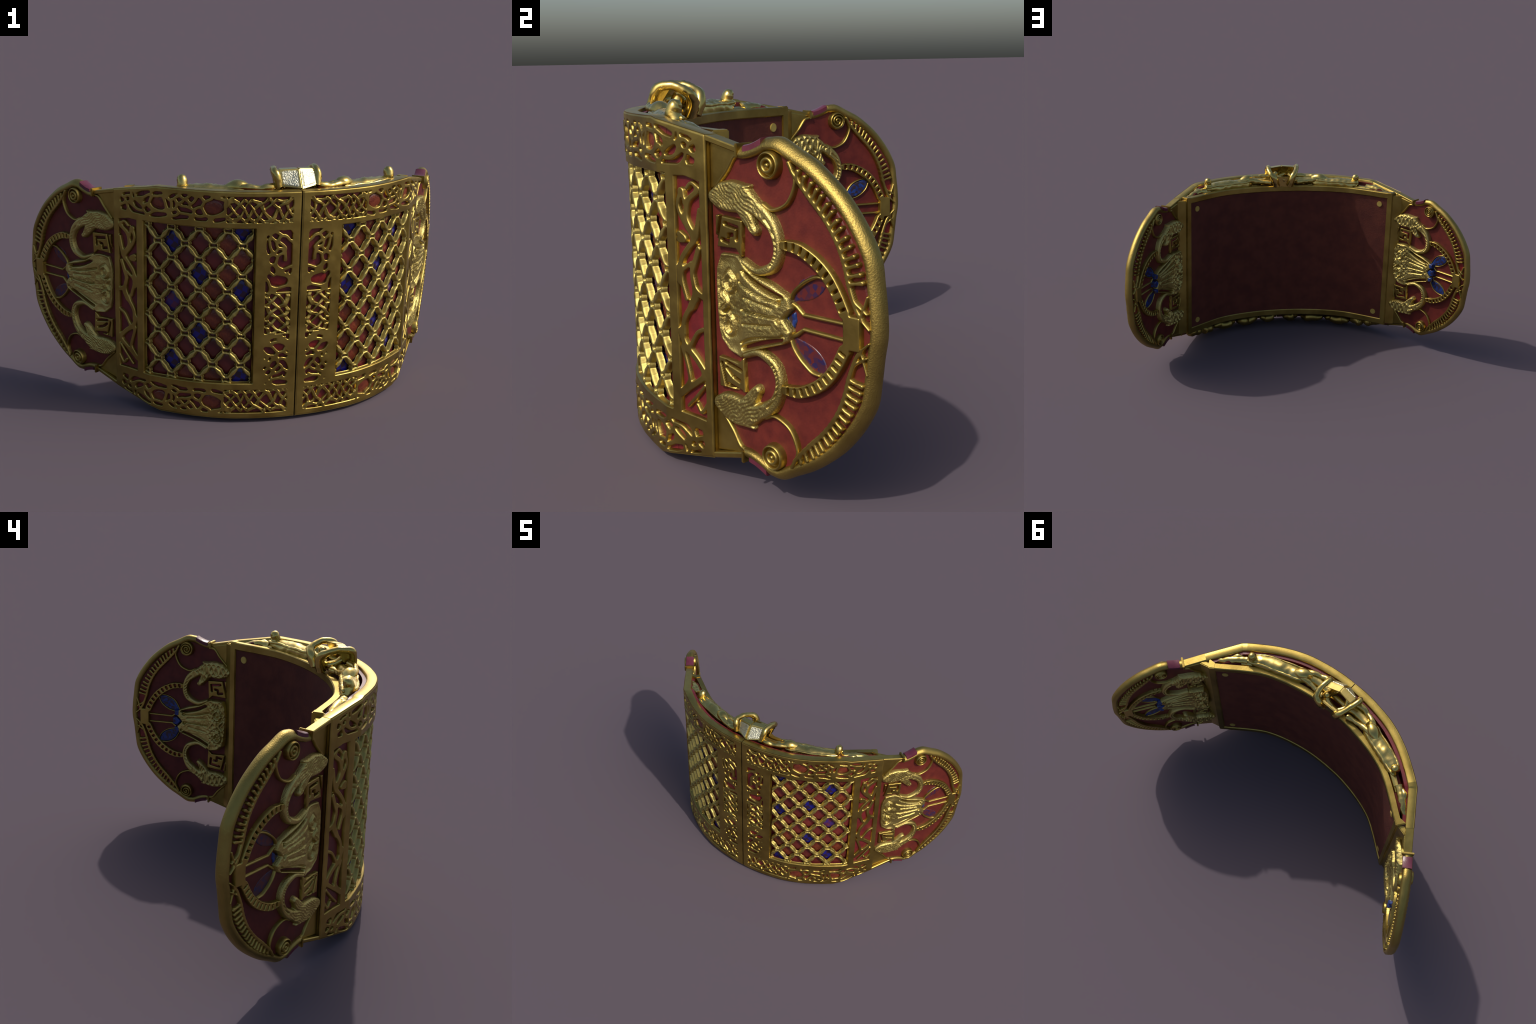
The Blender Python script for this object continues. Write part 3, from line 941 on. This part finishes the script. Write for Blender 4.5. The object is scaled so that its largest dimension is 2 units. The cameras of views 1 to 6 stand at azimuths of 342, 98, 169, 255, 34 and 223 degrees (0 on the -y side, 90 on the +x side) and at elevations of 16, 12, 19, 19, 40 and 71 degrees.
def boar_detail(S, Z, d):
    """Hatched hide: bristles on the body, a beaded furrow down the curled hind leg."""
    hide = smooth((1.045 - S) / 0.03) * smooth((Z - 0.690) / 0.02) * smooth(-d / 0.008)
    h = hide * (0.0012 * vnoise(S * 120 + Z * 60, Z * 150 - S * 40, 2) + 0.0014 * vnoise(S * 60, Z * 75, 9) + 0.0011 * np.sin((S * 0.55 + Z * 0.85 + 0.012 * vnoise(S * 30, Z * 30, 5)) * 620))
    leg = stroke(S, Z, [(1.040, 0.745), (1.060, 0.722), (1.072, 0.690), (1.070, 0.655), (1.055, 0.632)], 0.0035)
    h -= 0.006 * smooth(-leg / 0.003 + 0.5) * (0.6 + 0.4 * np.sin(S * 480 + Z * 520))
    return h - 0.003 * smooth((-d - 0.001) / 0.004) * smooth((0.010 + d) / 0.004) * 0.3 * hide


def ropes(S, Z, seed):
    """Interlaced ropes used on the inner face."""
    w = 0.018 * vnoise(S * 26, Z * 26, seed)
    a = np.sin((S * 0.8 + Z * 0.6 + w) * 330)
    b = np.sin((S * 0.75 - Z * 0.65 - w) * 300)
    return np.maximum(a, b)


def boar_detail_in(S, Z, d):
    hide = smooth((1.045 - S) / 0.03) * smooth((Z - 0.690) / 0.02)
    leg = stroke(S, Z, [(1.040, 0.745), (1.060, 0.722), (1.072, 0.690), (1.070, 0.655), (1.055, 0.632)], 0.0045)
    return 0.0038 * hide * ropes(S, Z, 3) - 0.006 * smooth(-leg / 0.003 + 0.4) * (0.55 + 0.45 * np.sin(S * 420 + Z * 460))


FRET = [(0.852, 0.736), (0.950, 0.731), (0.946, 0.642), (0.926, 0.660), (0.850, 0.656)]


def fret(S, Z):
    d = shape(S, Z, FRET) - 0.002
    for p in ([(0.885, 0.718), (0.933, 0.712), (0.930, 0.682)], [(0.912, 0.692), (0.898, 0.690), (0.896, 0.672), (0.874, 0.676)], [(0.868, 0.735), (0.850, 0.660)]):
        d = np.maximum(d, -stroke(S, Z, p, 0.0045, False))
    return d


def fret_low(S, Z):
    d = shape(S, Z, flip(FRET)) - 0.002
    for p in ([(0.878, 0.352), (0.936, 0.342)], [(0.880, 0.336), (0.898, 0.322)], [(0.906, 0.318), (0.930, 0.312)], [(0.886, 0.293), (0.938, 0.285)], [(0.860, 0.345), (0.876, 0.288)]):
        d = np.maximum(d, -stroke(S, Z, p, 0.0042, False))
    return d


FAN = [(0.850, 0.600), (0.846, 0.566), (0.848, 0.508), (0.852, 0.448), (0.860, 0.412), (0.892, 0.386), (0.938, 0.378), (0.962, 0.396), (1.030, 0.424), (1.090, 0.444), (1.112, 0.456),
       (1.118, 0.480), (1.092, 0.509), (1.120, 0.538), (1.112, 0.564), (1.059, 0.588), (0.990, 0.606), (0.946, 0.634), (0.928, 0.640), (0.866, 0.638)]
FAN_GROOVES = [[(0.935, 0.575), (1.015, 0.553), (1.076, 0.546)], [(0.945, 0.506), (1.010, 0.505), (1.072, 0.508)], [(0.938, 0.415), (0.985, 0.438), (1.056, 0.454), (1.084, 0.460)],
               [(0.952, 0.606), (1.010, 0.578), (1.085, 0.562)], [(0.955, 0.402), (1.005, 0.424), (1.070, 0.446)], [(0.960, 0.540), (1.060, 0.528)], [(0.955, 0.470), (1.055, 0.484)]]
FAN_LOOPS = [[(0.892, 0.592), (0.912, 0.575), (0.905, 0.548), (0.884, 0.545), (0.876, 0.570), (0.892, 0.592)],
             [(0.884, 0.484), (0.905, 0.470), (0.906, 0.440), (0.886, 0.430), (0.874, 0.452), (0.884, 0.484)], [(0.868, 0.535), (0.885, 0.512), (0.868, 0.490)]]


def fan(S, Z):
    d = shape(S, Z, FAN) - 0.002
    for g in ([(0.962, 0.603, 0.0035), (1.010, 0.581, 0.0050), (1.062, 0.566, 0.0048), (1.090, 0.560, 0.003)], [(0.950, 0.406, 0.004), (1.000, 0.426, 0.0055), (1.055, 0.444, 0.0048), (1.086, 0.452, 0.003)]):
        d = np.maximum(d, -stroke(S, Z, g, 0))
    return d


def fan_detail(S, Z, d, rope=0.0):
    """Long strands running to the narrow end, a low knotted mass at the wide end."""
    left = smooth((0.965 - S) / 0.05)
    h = (-0.012 if rope == 0 else 0.004) * left
    for i, g in enumerate(FAN_GROOVES):
        h -= (0.010 if i < 5 else 0.005) * smooth(0.5 - stroke(S, Z, g, 0.0030) / 0.004)
    for g in FAN_LOOPS:
        e = np.abs(stroke(S, Z, g, 0.0))
        h += 0.0055 * smooth(1 - e / 0.0065) - 0.0050 * smooth(1 - np.abs(e - 0.0095) / 0.004)
    core = smooth((0.050 + 0.10 * (1.05 - S) - np.abs(Z - WMID)) / 0.012)
    h += core * (0.0011 * vnoise(S * 60, Z * 170, 4) + 0.0011 * vnoise(S * 150, Z * 170, 6))
    h += left * 0.003 * vnoise(S * 55, Z * 55, 16)
    for x, z in ((1.082, 0.547), (1.092, 0.462), (1.078, 0.502)):
        h -= 0.012 * smooth(0.5 - (np.hypot(S - x, Z - z) - 0.007) / 0.005)
    return h + rope * left * ropes(S, Z, 8)


def scroll(S, Z):
    return np.hypot(S - 1.051, Z - 0.876) - 0.035


def scroll_detail(S, Z, d, spiral=0):
    r, a = np.hypot(S - 1.051, Z - 0.876), np.arctan2(Z - 0.876, S - 1.051)
    if spiral:
        w = np.mod(r / 0.0115 + a / (2 * math.pi), 1.0)
        g = smooth(1 - np.abs(w - 0.5) / 0.36)
        return -0.014 * g * smooth((0.031 - r) / 0.004)
    rings = smooth(1 - np.abs(r - 0.0235) / 0.0055) + 0.9 * smooth(1 - np.abs(r - 0.0085) / 0.0042)
    return -0.015 * rings


WIRE = [(1.114, 0.880), (1.126, 0.858), (1.129, 0.838), (1.117, 0.806), (1.096, 0.783), (1.056, 0.769), (1.026, 0.780)]
CORNER_WIRE = [(0.937, 0.893), (0.918, 0.886), (0.894, 0.855), (0.868, 0.828), (0.848, 0.808)]
CORNER = [(0.826, 0.926), (0.938, 0.904), (0.919, 0.888), (0.894, 0.855), (0.868, 0.828), (0.848, 0.808), (0.826, 0.800)]


def wire(S, Z):
    return stroke(S, Z, [(*p, w) for p, w in zip(WIRE, (0.006, 0.0065, 0.006, 0.0062, 0.0058, 0.0055, 0.006))], 0)


def corner_wire(S, Z):
    return stroke(S, Z, CORNER_WIRE, 0.0062)


def corner(S, Z):
    return shape(S, Z, CORNER)


def stems(S, Z):
    d = np.full(S.shape, 9.0)
    for p in ([(1.112, 0.548), (1.128, 0.542), (1.149, 0.526), (1.272, 0.525)], [(1.110, 0.466), (1.128, 0.474), (1.149, 0.490), (1.272, 0.486)]):
        d = np.minimum(d, stroke(S, Z, [(*q, w) for q, w in zip(p, (0.007, 0.006, 0.0052, 0.0050))], 0, False))
    return d


LEAF = [(1.114, 0.556, 0.007), (1.136, 0.574, 0.018), (1.160, 0.590, 0.0275), (1.186, 0.604, 0.0245), (1.206, 0.617, 0.012), (1.218, 0.626, 0.0035)]
LEAF_EDGE = [(1.112, 0.560), (1.120, 0.577), (1.140, 0.596), (1.163, 0.612), (1.190, 0.624), (1.210, 0.624)]
LEAF_EDGE_LOW = [(1.112, 0.456), (1.120, 0.438), (1.138, 0.416), (1.158, 0.400), (1.176, 0.389), (1.198, 0.386)]


def leaf(S, Z):
    return stroke(S, Z, LEAF, 0)


def leaf_edge_in(S, Z):
    return np.maximum(leaf(S, Z) - 0.0055, -(leaf(S, Z) + 0.0005))


def knot_blue(S, Z):
    return np.minimum(shape(S, Z, [(1.094, 0.509), (1.116, 0.486), (1.140, 0.494), (1.140, 0.524), (1.116, 0.532)]),
                      np.minimum(box(S, Z, 1.104, 1.132, 0.536, 0.566, 0.006), box(S, Z, 1.104, 1.132, 0.450, 0.480, 0.006)))


def flipped(fn):
    return lambda S, Z, *a: fn(S, 2 * WMID - Z, *a)


def shifted(fn, ds):
    return lambda S, Z, *a: fn(S - ds, Z, *a)


def fb(b):
    return (b[0], b[1], 2 * WMID - b[3], 2 * WMID - b[2])


PLATES = both("end_plate", plate_mesh(), RED, (ROOT, ROOT))
both("rim", rim_mesh(), GOLD_GRAIN, PLATES)
for low in (False, True):
    both("neck_garnet", neck_stone(low), ROSE, PLATES)
    both("neck_lip", neck_lip(low), GOLD, PLATES)
    lo, hi = (lambda s: top_edge(s) - 0.017), (lambda s: top_edge(s) - 0.0012)
    if low:
        lo, hi = (lambda s: bottom_edge(s) + 0.0012), (lambda s: bottom_edge(s) + 0.017)
    both("edge_strip", slab("edge_strip", 0.823, 0.9405, lo, hi, -0.0012, -0.041, chamfer=0.003), GOLD, PLATES)

for side, base in ((1, OUT_H), (-1, IN_H)):
    outer = side > 0
    ds = 0.0 if outer else 0.018
    pale = GOLD_PALE
    both("border_cells", relief("border_cells", border, (1.105, 1.352, 0.118, 0.898), base, 0.017, 0.0028, side, res=0.0018), GOLD, PLATES)
    if outer:
        both("arch_band", relief("arch_band", arch, (1.07, 1.335, 0.300, 0.716), base, 0.019, 0.0024, side, res=0.0016), GOLD, PLATES)
    else:
        both("arch_band", relief("arch_band", lambda S, Z: arch(S, Z, 10, 0.0050, 0.0035), (1.07, 1.335, 0.300, 0.716), base, 0.020, 0.0024, side, res=0.0016), GOLD, PLATES)
    both("fan", relief("fan", fan, (0.835, 1.130, 0.365, 0.652), base, 0.022 if outer else 0.026, 0.008, side, detail=fan_detail if outer else (lambda S, Z, d: fan_detail(S, Z, d, 0.003))), pale if outer else GOLD_PALE, PLATES)
    both("stem", relief("stem", stems, (1.10, 1.285, 0.455, 0.560), base, 0.010, 0.004, side), GOLD, PLATES)
    bb = (0.820, 1.100, 0.595, 0.835)
    det = boar_detail if outer else boar_detail_in
    for low in (False, True):
        f = flipped if low else (lambda fn: fn)
        g = fb if low else (lambda b: b)
        both("boar", relief("boar", f(boar), g(bb), base, 0.021 if outer else 0.026, 0.010, side, detail=f(det)), pale, PLATES)
        sc = shifted(scroll, ds)
        sd = shifted(lambda S, Z, d: scroll_detail(S, Z, d, 0 if outer else 1), ds)
        both("scroll", relief("scroll", f(sc), g((1.005 + ds, 1.095 + ds, 0.832, 0.920)), base, 0.024, 0.006, side, detail=f(sd), res=0.0018), GOLD, PLATES)
        both("wire", relief("wire", f(wire), g((1.010, 1.142, 0.755, 0.892)), base, 0.015, 0.0055, side, res=0.002), GOLD, PLATES)
        both("corner_wire", relief("corner_wire", f(corner_wire), g((0.835, 0.950, 0.795, 0.905)), base, 0.011, 0.0055, side, res=0.002), GOLD, PLATES)
        both("corner_plate", relief("corner_plate", f(corner), g((0.822, 0.945, 0.795, 0.930)), base, 0.004, 0.003, side), GOLD, PLATES)
        both("fret_block", relief("fret_block", (fret_low if low else fret) if outer else f(fret), g((0.842, 0.958, 0.635, 0.745)), base, 0.014, 0.0026, side, res=0.0017), GOLD, PLATES)
        lb = (1.10, 1.230, 0.540, 0.640)
        if outer:
            both("leaf", relief("leaf", f(leaf), g(lb), base, 0.0022, 0.004, side), LEAF_SMOKE, PLATES)
            e = LEAF_EDGE_LOW if low else LEAF_EDGE
            both("leaf_edge", relief("leaf_edge", lambda S, Z: stroke(S, Z, [(*p, w) for p, w in zip(e, (0.005, 0.0058, 0.006, 0.006, 0.0055, 0.005))], 0), g(lb), base, 0.013, 0.0055, side, res=0.002), GOLD, PLATES)
        else:
            both("leaf", relief("leaf", f(leaf), g(lb), base, 0.007, 0.006, side), LEAF_BLUE, PLATES)
            both("leaf_edge", relief("leaf_edge", f(leaf_edge_in), g(lb), base, 0.009, 0.003, side, res=0.002), GOLD, PLATES)
            both("fret_garnet", relief("fret_garnet", f(lambda S, Z: shape(S, Z, [(0.880, 0.722), (0.934, 0.718), (0.928, 0.676), (0.902, 0.700)])), g((0.87, 0.945, 0.665, 0.73)), base, 0.010, 0.003, side), GARNET_BRIGHT, PLATES)
    if outer:
        both("knot_glass", relief("knot_glass", lambda S, Z: shape(S, Z, [(1.094, 0.509), (1.118, 0.486), (1.126, 0.505), (1.122, 0.530)]), (1.085, 1.135, 0.480, 0.536), base, 0.006, 0.004, side), LEAF_BLUE, PLATES)
    else:
        both("knot_glass", relief("knot_glass", knot_blue, (1.085, 1.150, 0.440, 0.575), base, 0.028, 0.005, side), LEAF_BLUE, PLATES)
    # garnets laid between the spokes of the border
    wall, rim = curve(WALL, 6), curve(RIM_IN, 6)
    mid = [((a[0] + b[0]) / 2, (a[1] + b[1]) / 2) for a, b in zip(curve(WALL, 3), curve(RIM_IN, 3))][1:-2]
    for low in (False, True):
        path = flip(mid) if low else mid
        both("border_garnet", relief("border_garnet", lambda S, Z: stroke(S, Z, path, 0.019), (1.10, 1.36, 0.10 if low else 0.51, 0.506 if low else 0.91), base, 0.0035, 0.004, side, sink=0.002), GARNET_BRIGHT if not outer else RED, PLATES)
        if not outer:
            ap = flip(ARCH) if low else ARCH
            both("arch_garnet", relief("arch_garnet", lambda S, Z: stroke(S, Z, ap, 0.009), (1.07, 1.30, 0.29 if low else 0.53, 0.486 if low else 0.72), base, 0.009, 0.004, side), GARNET_BRIGHT, PLATES)

# ------------------------------------------------------------------ inner lining
LIN = curve([(0.0, -0.234), (0.10, -0.230), (0.20, -0.215), (0.30, -0.190), (0.39, -0.155), (0.47, -0.104), (0.56, -0.037), (0.615, 0.003)], 8)
LIN = np.vstack([LIN[::-1] * (-1, 1), LIN[1:]])
_lt = np.gradient(LIN, axis=0)
_lt /= np.linalg.norm(_lt, axis=1)[:, None]
LIN_N = np.stack([-_lt[:, 1], _lt[:, 0]], 1)             # towards the open side (+y)


def lin_slab(name, i0, i1, zlo, zhi, front, back, chamfer=0.0):
    p, n = LIN[i0:i1], LIN_N[i0:i1]
    c = chamfer
    ring = [(zlo + c, front), (zlo, front - c), (zlo, back), (zhi, back), (zhi, front - c), (zhi - c, front)]
    v = np.stack([np.column_stack([p + n * h, np.full(len(p), z)]) for z, h in ring], 1).reshape(-1, 3)
    k, m = len(ring), len(p)
    f = [(i * k + j, i * k + (j + 1) % k, (i + 1) * k + (j + 1) % k, (i + 1) * k + j) for i in range(m - 1) for j in range(k)]
    f += [tuple(range(k)), tuple((m - 1) * k + j for j in reversed(range(k)))]
    me = mesh_from(name, v, f)
    sharp_by_angle(me, 40)
    return me


NL = len(LIN)
lining = new_object("lining", lin_slab("lining", 1, NL - 1, 0.100, 0.930, -0.006, -0.030), ROOT, LEATHER)
ZB, ZT = 0.088, 0.944


def bar(i, name, width):
    """Upright post at an end of the lining frame."""
    p, n, t = LIN[i], LIN_N[i], _lt[i]
    sg = 1 if i > 10 else -1
    bm = bmesh.new()
    quad = [p - t * sg * width, p + t * sg * 0.004, p + t * sg * 0.004 - n * 0.052, p - t * sg * width - n * 0.03]
    lo = [bm.verts.new((*q, ZB - 0.002)) for q in quad]
    hi = [bm.verts.new((*q, ZT + 0.002)) for q in quad]
    bm.faces.new(lo)
    bm.faces.new(hi[::-1])
    for a in range(4):
        bm.faces.new((lo[a], lo[(a + 1) % 4], hi[(a + 1) % 4], hi[a]))
    bmesh.ops.recalc_face_normals(bm, faces=bm.faces)
    bmesh.ops.bevel(bm, geom=list(bm.edges), offset=0.004, segments=2, affect="EDGES")
    me = bpy.data.meshes.new(name)
    bm.to_mesh(me)
    bm.free()
    return me


new_object("lining_rail", lin_slab("lining_rail", 1, NL - 1, ZT - 0.035, ZT, 0.0, -0.029, 0.004), lining, GOLD)
new_object("lining_rail", lin_slab("lining_rail", 1, NL - 1, ZB, ZB + 0.037, 0.0, -0.029, 0.004), lining, GOLD)
for i in (0, NL - 1):
    new_object("lining_post", bar(i, "lining_post", 0.030), lining, GOLD)


def disc(name, r, h, mat):
    bm = bmesh.new()
    bmesh.ops.create_cone(bm, cap_ends=True, segments=28, radius1=r, radius2=r, depth=h)
    bmesh.ops.bevel(bm, geom=[e for e in bm.edges if len(e.link_faces) == 2 and e.calc_face_angle(0) > 1], offset=h * 0.25, segments=2, affect="EDGES")
    me = bpy.data.meshes.new(name)
    bm.to_mesh(me)
    bm.free()
    me.materials.append(mat)
    return me


RIVET = disc("rivet", 0.0165, 0.007, BRASS)
for x in (-0.552, 0.552):
    i = int(np.argmin(np.abs(LIN[:, 0] - x)))
    y = np.interp(x, LIN[:, 0], LIN[:, 1])
    for z in (0.868, 0.163):
        n = Vector((*LIN_N[i], 0))
        pos = Vector((x, y, z)) - n * 0.0055
        new_object("rivet", RIVET, lining, None, Matrix.Translation(pos) @ n.to_track_quat("Z", "Y").to_matrix().to_4x4())

# ------------------------------------------------------------------ core between outer wall and lining
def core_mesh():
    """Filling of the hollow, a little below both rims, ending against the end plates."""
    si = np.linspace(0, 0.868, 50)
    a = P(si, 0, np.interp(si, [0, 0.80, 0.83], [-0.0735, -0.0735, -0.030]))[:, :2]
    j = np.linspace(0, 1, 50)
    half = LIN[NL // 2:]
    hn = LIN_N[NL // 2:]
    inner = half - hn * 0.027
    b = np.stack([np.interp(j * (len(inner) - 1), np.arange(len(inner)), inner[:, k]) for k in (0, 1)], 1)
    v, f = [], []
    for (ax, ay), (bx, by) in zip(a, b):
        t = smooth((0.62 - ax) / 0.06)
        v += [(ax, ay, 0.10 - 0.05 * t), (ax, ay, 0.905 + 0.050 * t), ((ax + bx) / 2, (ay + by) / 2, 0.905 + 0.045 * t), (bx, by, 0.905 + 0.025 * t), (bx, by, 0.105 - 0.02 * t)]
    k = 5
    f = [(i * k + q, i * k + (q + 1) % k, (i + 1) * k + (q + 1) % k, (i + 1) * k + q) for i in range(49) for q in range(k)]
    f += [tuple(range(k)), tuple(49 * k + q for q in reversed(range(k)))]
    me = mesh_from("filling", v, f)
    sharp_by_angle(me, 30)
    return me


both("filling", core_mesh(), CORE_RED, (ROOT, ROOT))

def end_wall():
    """Gold wall that closes the hollow between the lining post and the end plate."""
    a, b = P(0.862, 0, IN_H(0.862) - 0.001)[:2], P(0.826, 0, -0.034)[:2]
    quad = [(0.616, -0.006), tuple(a), tuple(b), (0.600, -0.030)]
    bm = bmesh.new()
    lo = [bm.verts.new((*q, 0.094)) for q in quad]
    hi = [bm.verts.new((*q, 0.928)) for q in quad]
    bm.faces.new(lo)
    bm.faces.new(hi[::-1])
    for i in range(4):
        bm.faces.new((lo[i], lo[(i + 1) % 4], hi[(i + 1) % 4], hi[i]))
    bmesh.ops.recalc_face_normals(bm, faces=bm.faces)
    bmesh.ops.bevel(bm, geom=list(bm.edges), offset=0.004, segments=2, affect="EDGES")
    me = bpy.data.meshes.new("end_wall")
    bm.to_mesh(me)
    bm.free()
    return me


both("end_wall", end_wall(), GOLD, (ROOT, ROOT))

# ------------------------------------------------------------------ hinge pin lying in the hollow
AXIS = np.array([(0.0, -0.308), (0.07, -0.307), (0.134, -0.300), (0.18, -0.290), (0.227, -0.276), (0.323, -0.244), (0.413, -0.211), (0.482, -0.172), (0.53, -0.132), (0.575, -0.092), (0.625, -0.048)])


def along(x, side=0.0):
    y = np.interp(abs(x), AXIS[:, 0], AXIS[:, 1])
    return (x, y + side)


def flat_rod(reach=1.0):
    """Leaf-shaped arm with rolled edges and an upright knob at the tip."""
    xs = [x * reach for x in (0.195, 0.215, 0.245, 0.30, 0.36, 0.42, 0.465, 0.490)]
    ws = [0.022, 0.034, 0.041, 0.040, 0.039, 0.037, 0.033, 0.020]
    parts = [tube("a", [(*along(x, -0.002), 0.951 + 0.002 * math.sin(x * 40)) for x in xs], ws, 20, squash=(1.0, 0.86), lumpy=0.0035)]
    parts.append(tube("b", [(*along(0.478 * reach, q), z) for q, z in ((0.0, 0.955), (-0.004, 0.982), (0.004, 1.000), (0.012, 1.010))], [0.027, 0.022, 0.021, 0.015], 8, lumpy=0.0022))
    for sg in (-1, 1):
        parts.append(tube("c", [(*along(x, sg * w * 0.84 - 0.002), 0.968 + 0.002 * math.cos(x * 60)) for x, w in zip(xs[1:], ws[1:])], [0.0075] * 7, 8, lumpy=0.0022))
    return join_meshes("pin_arm", parts)


def knee():
    a = tube("a", [(0.268, -0.262, 0.965), (0.238, -0.276, 0.976), (0.208, -0.290, 0.973), (0.180, -0.302, 0.955)], [0.018, 0.029, 0.027, 0.018], 14, lumpy=0.0022)
    b = tube("b", [(0.235, -0.262, 0.972), (0.200, -0.266, 0.972), (0.165, -0.266, 0.966), (0.125, -0.264, 0.963), (0.08, -0.258, 0.962)], [0.014, 0.017, 0.014, 0.013, 0.016], 12, lumpy=0.0022)
    c = tube("c", [(0.225, -0.300, 0.978), (0.190, -0.318, 0.980), (0.150, -0.332, 0.978), (0.115, -0.338, 0.982), (0.08, -0.330, 0.985)], [0.013, 0.016, 0.012, 0.016, 0.014], 12, lumpy=0.0022)
    d = tube("d", [(0.20, -0.295, 0.955), (0.13, -0.306, 0.952), (0.06, -0.310, 0.950)], [0.030, 0.028, 0.032], 12, lumpy=0.0022)
    return join_meshes("pin_knuckle", [a, b, c, d])


def tail():
    a = tube("a", [(0.500, -0.158, 0.942), (0.53, -0.134, 0.944), (0.56, -0.110, 0.940), (0.60, -0.078, 0.926), (0.645, -0.046, 0.908)], [0.024, 0.019, 0.022, 0.018, 0.013], 12, lumpy=0.0022)
    b = tube("b", [(0.515, -0.160, 0.945), (0.548, -0.140, 0.952), (0.572, -0.112, 0.940)], [0.010, 0.013, 0.008], 10, lumpy=0.0022)
    return join_meshes("pin_tail", [a, b])


pin_core = tube("hinge_pin", [(*along(x), 0.925) for x in (-0.52, -0.41, -0.32, -0.22, -0.1, 0.0, 0.1, 0.22, 0.32, 0.41, 0.52)], [0.028] * 11, 14)
PIN = new_object("hinge_pin", pin_core, ROOT, GOLD_BRIGHT)
new_object("pin_arm", flat_rod(), PIN, GOLD_BRIGHT)
new_object("pin_arm", flat_rod(0.915), PIN, GOLD_BRIGHT, Matrix.Scale(-1, 4, (1, 0, 0)))
for m in (knee(), tail()):
    both(m.name, m, GOLD_BRIGHT, (PIN, PIN))


def prism(name, quad_front, depth, inset=0.0):
    """Leaning plate: four front corners and a thickness towards +y."""
    bm = bmesh.new()
    f = [bm.verts.new(q) for q in quad_front]
    b = [bm.verts.new((q[0] * 0.9, q[1] + depth, q[2])) for q in quad_front]
    bm.faces.new(f)
    bm.faces.new(b[::-1])
    for i in range(4):
        bm.faces.new((f[i], b[i], b[(i + 1) % 4], f[(i + 1) % 4]))
    bmesh.ops.recalc_face_normals(bm, faces=bm.faces)
    bmesh.ops.bevel(bm, geom=list(bm.edges), offset=0.004, segments=2, affect="EDGES")
    me = bpy.data.meshes.new(name)
    bm.to_mesh(me)
    bm.free()
    return me


def shrink(q, k, fwd):
    c = np.mean(q, 0)
    return [tuple(c + (np.array(p) - c) * k + np.array(fwd)) for p in q]


HEAD_R = [(0.008, -0.386, 0.980), (0.086, -0.354, 0.990), (0.088, -0.314, 1.048), (0.010, -0.336, 1.053)]
HEAD_L = [(-0.070, -0.349, 0.986), (0.008, -0.386, 0.980), (0.010, -0.336, 1.053), (-0.074, -0.326, 1.050)]
for q in (HEAD_R, HEAD_L):
    new_object("head_plate", prism("head_plate", q, 0.038), PIN, GOLD_BRIGHT)
    sx = 1 if q is HEAD_R else -1
    new_object("silver_facet", prism("silver_facet", shrink(q, 0.80, (0.0012 * sx, -0.0030, 0.0012)), 0.006), PIN, SILVER)
new_object("strap", tube("strap", [(-0.078, -0.350, 0.985), (-0.086, -0.345, 1.025), (-0.091, -0.330, 1.042), (-0.083, -0.290, 1.045), (-0.070, -0.248, 1.034), (-0.052, -0.222, 1.018), (-0.040, -0.217, 0.990), (-0.030, -0.230, 0.950)],
           [0.015, 0.016, 0.0155, 0.015, 0.0155, 0.018, 0.021, 0.023], 8, lumpy=0.0018), PIN, GOLD_BRIGHT)
new_object("strap", tube("strap", [(0.086, -0.346, 0.985), (0.092, -0.332, 1.022), (0.092, -0.314, 1.043), (0.096, -0.276, 1.047), (0.095, -0.242, 1.034), (0.086, -0.220, 1.018), (0.064, -0.216, 0.990), (0.050, -0.230, 0.950)],
           [0.015, 0.016, 0.0155, 0.015, 0.0155, 0.018, 0.021, 0.023], 8, lumpy=0.0018), PIN, GOLD_BRIGHT)
new_object("back_plate", prism("back_plate", [(-0.046, -0.246, 0.940), (0.066, -0.246, 0.940), (0.056, -0.238, 1.004), (-0.036, -0.238, 1.004)], 0.016), PIN, GOLD_BRIGHT)
new_object("socket_ring", tube("socket_ring", [(0.055 * math.cos(a) + 0.006, -0.287 + 0.048 * math.sin(a), 0.985 + 0.012 * math.sin(a * 2)) for a in np.linspace(0, 2 * math.pi, 13)], [0.013 + 0.004 * (i % 2) for i in range(13)], 10, cap=False), PIN, GOLD_BRIGHT)
new_object("socket_lump", tube("socket_lump", [(0.060, -0.27, 0.99), (0.055, -0.262, 1.012), (0.048, -0.256, 1.022)], [0.022, 0.020, 0.012], 10), PIN, GOLD_BRIGHT)

# worn arms of the lower pin, under the hollow
rng = np.random.default_rng(21)
for sg in (1, -1):
    parts = []
    for x0, x1 in ((0.03, 0.12), (0.15, 0.28), (0.30, 0.44), (0.46, 0.52), (0.53, 0.62)):
        n = 5
        xs = np.linspace(x0, x1, n)
        parts.append(tube("l", [(sg * x, along(x)[1] + rng.normal(0, 0.006), 0.052 + 0.03 * max(0.0, x - 0.45) / 0.15 + rng.normal(0, 0.004)) for x in xs], [0.020] + list(0.039 + rng.normal(0, 0.004, n - 2)) + [0.020], 12, squash=(1.1, 0.8)))
    new_object("lower_pin_arm", join_meshes("lower_pin_arm", parts), PIN, GOLD)
    
for o in bpy.data.objects:
    if o.parent and o.data:
        o.data.name = o.name.split(".")[0]
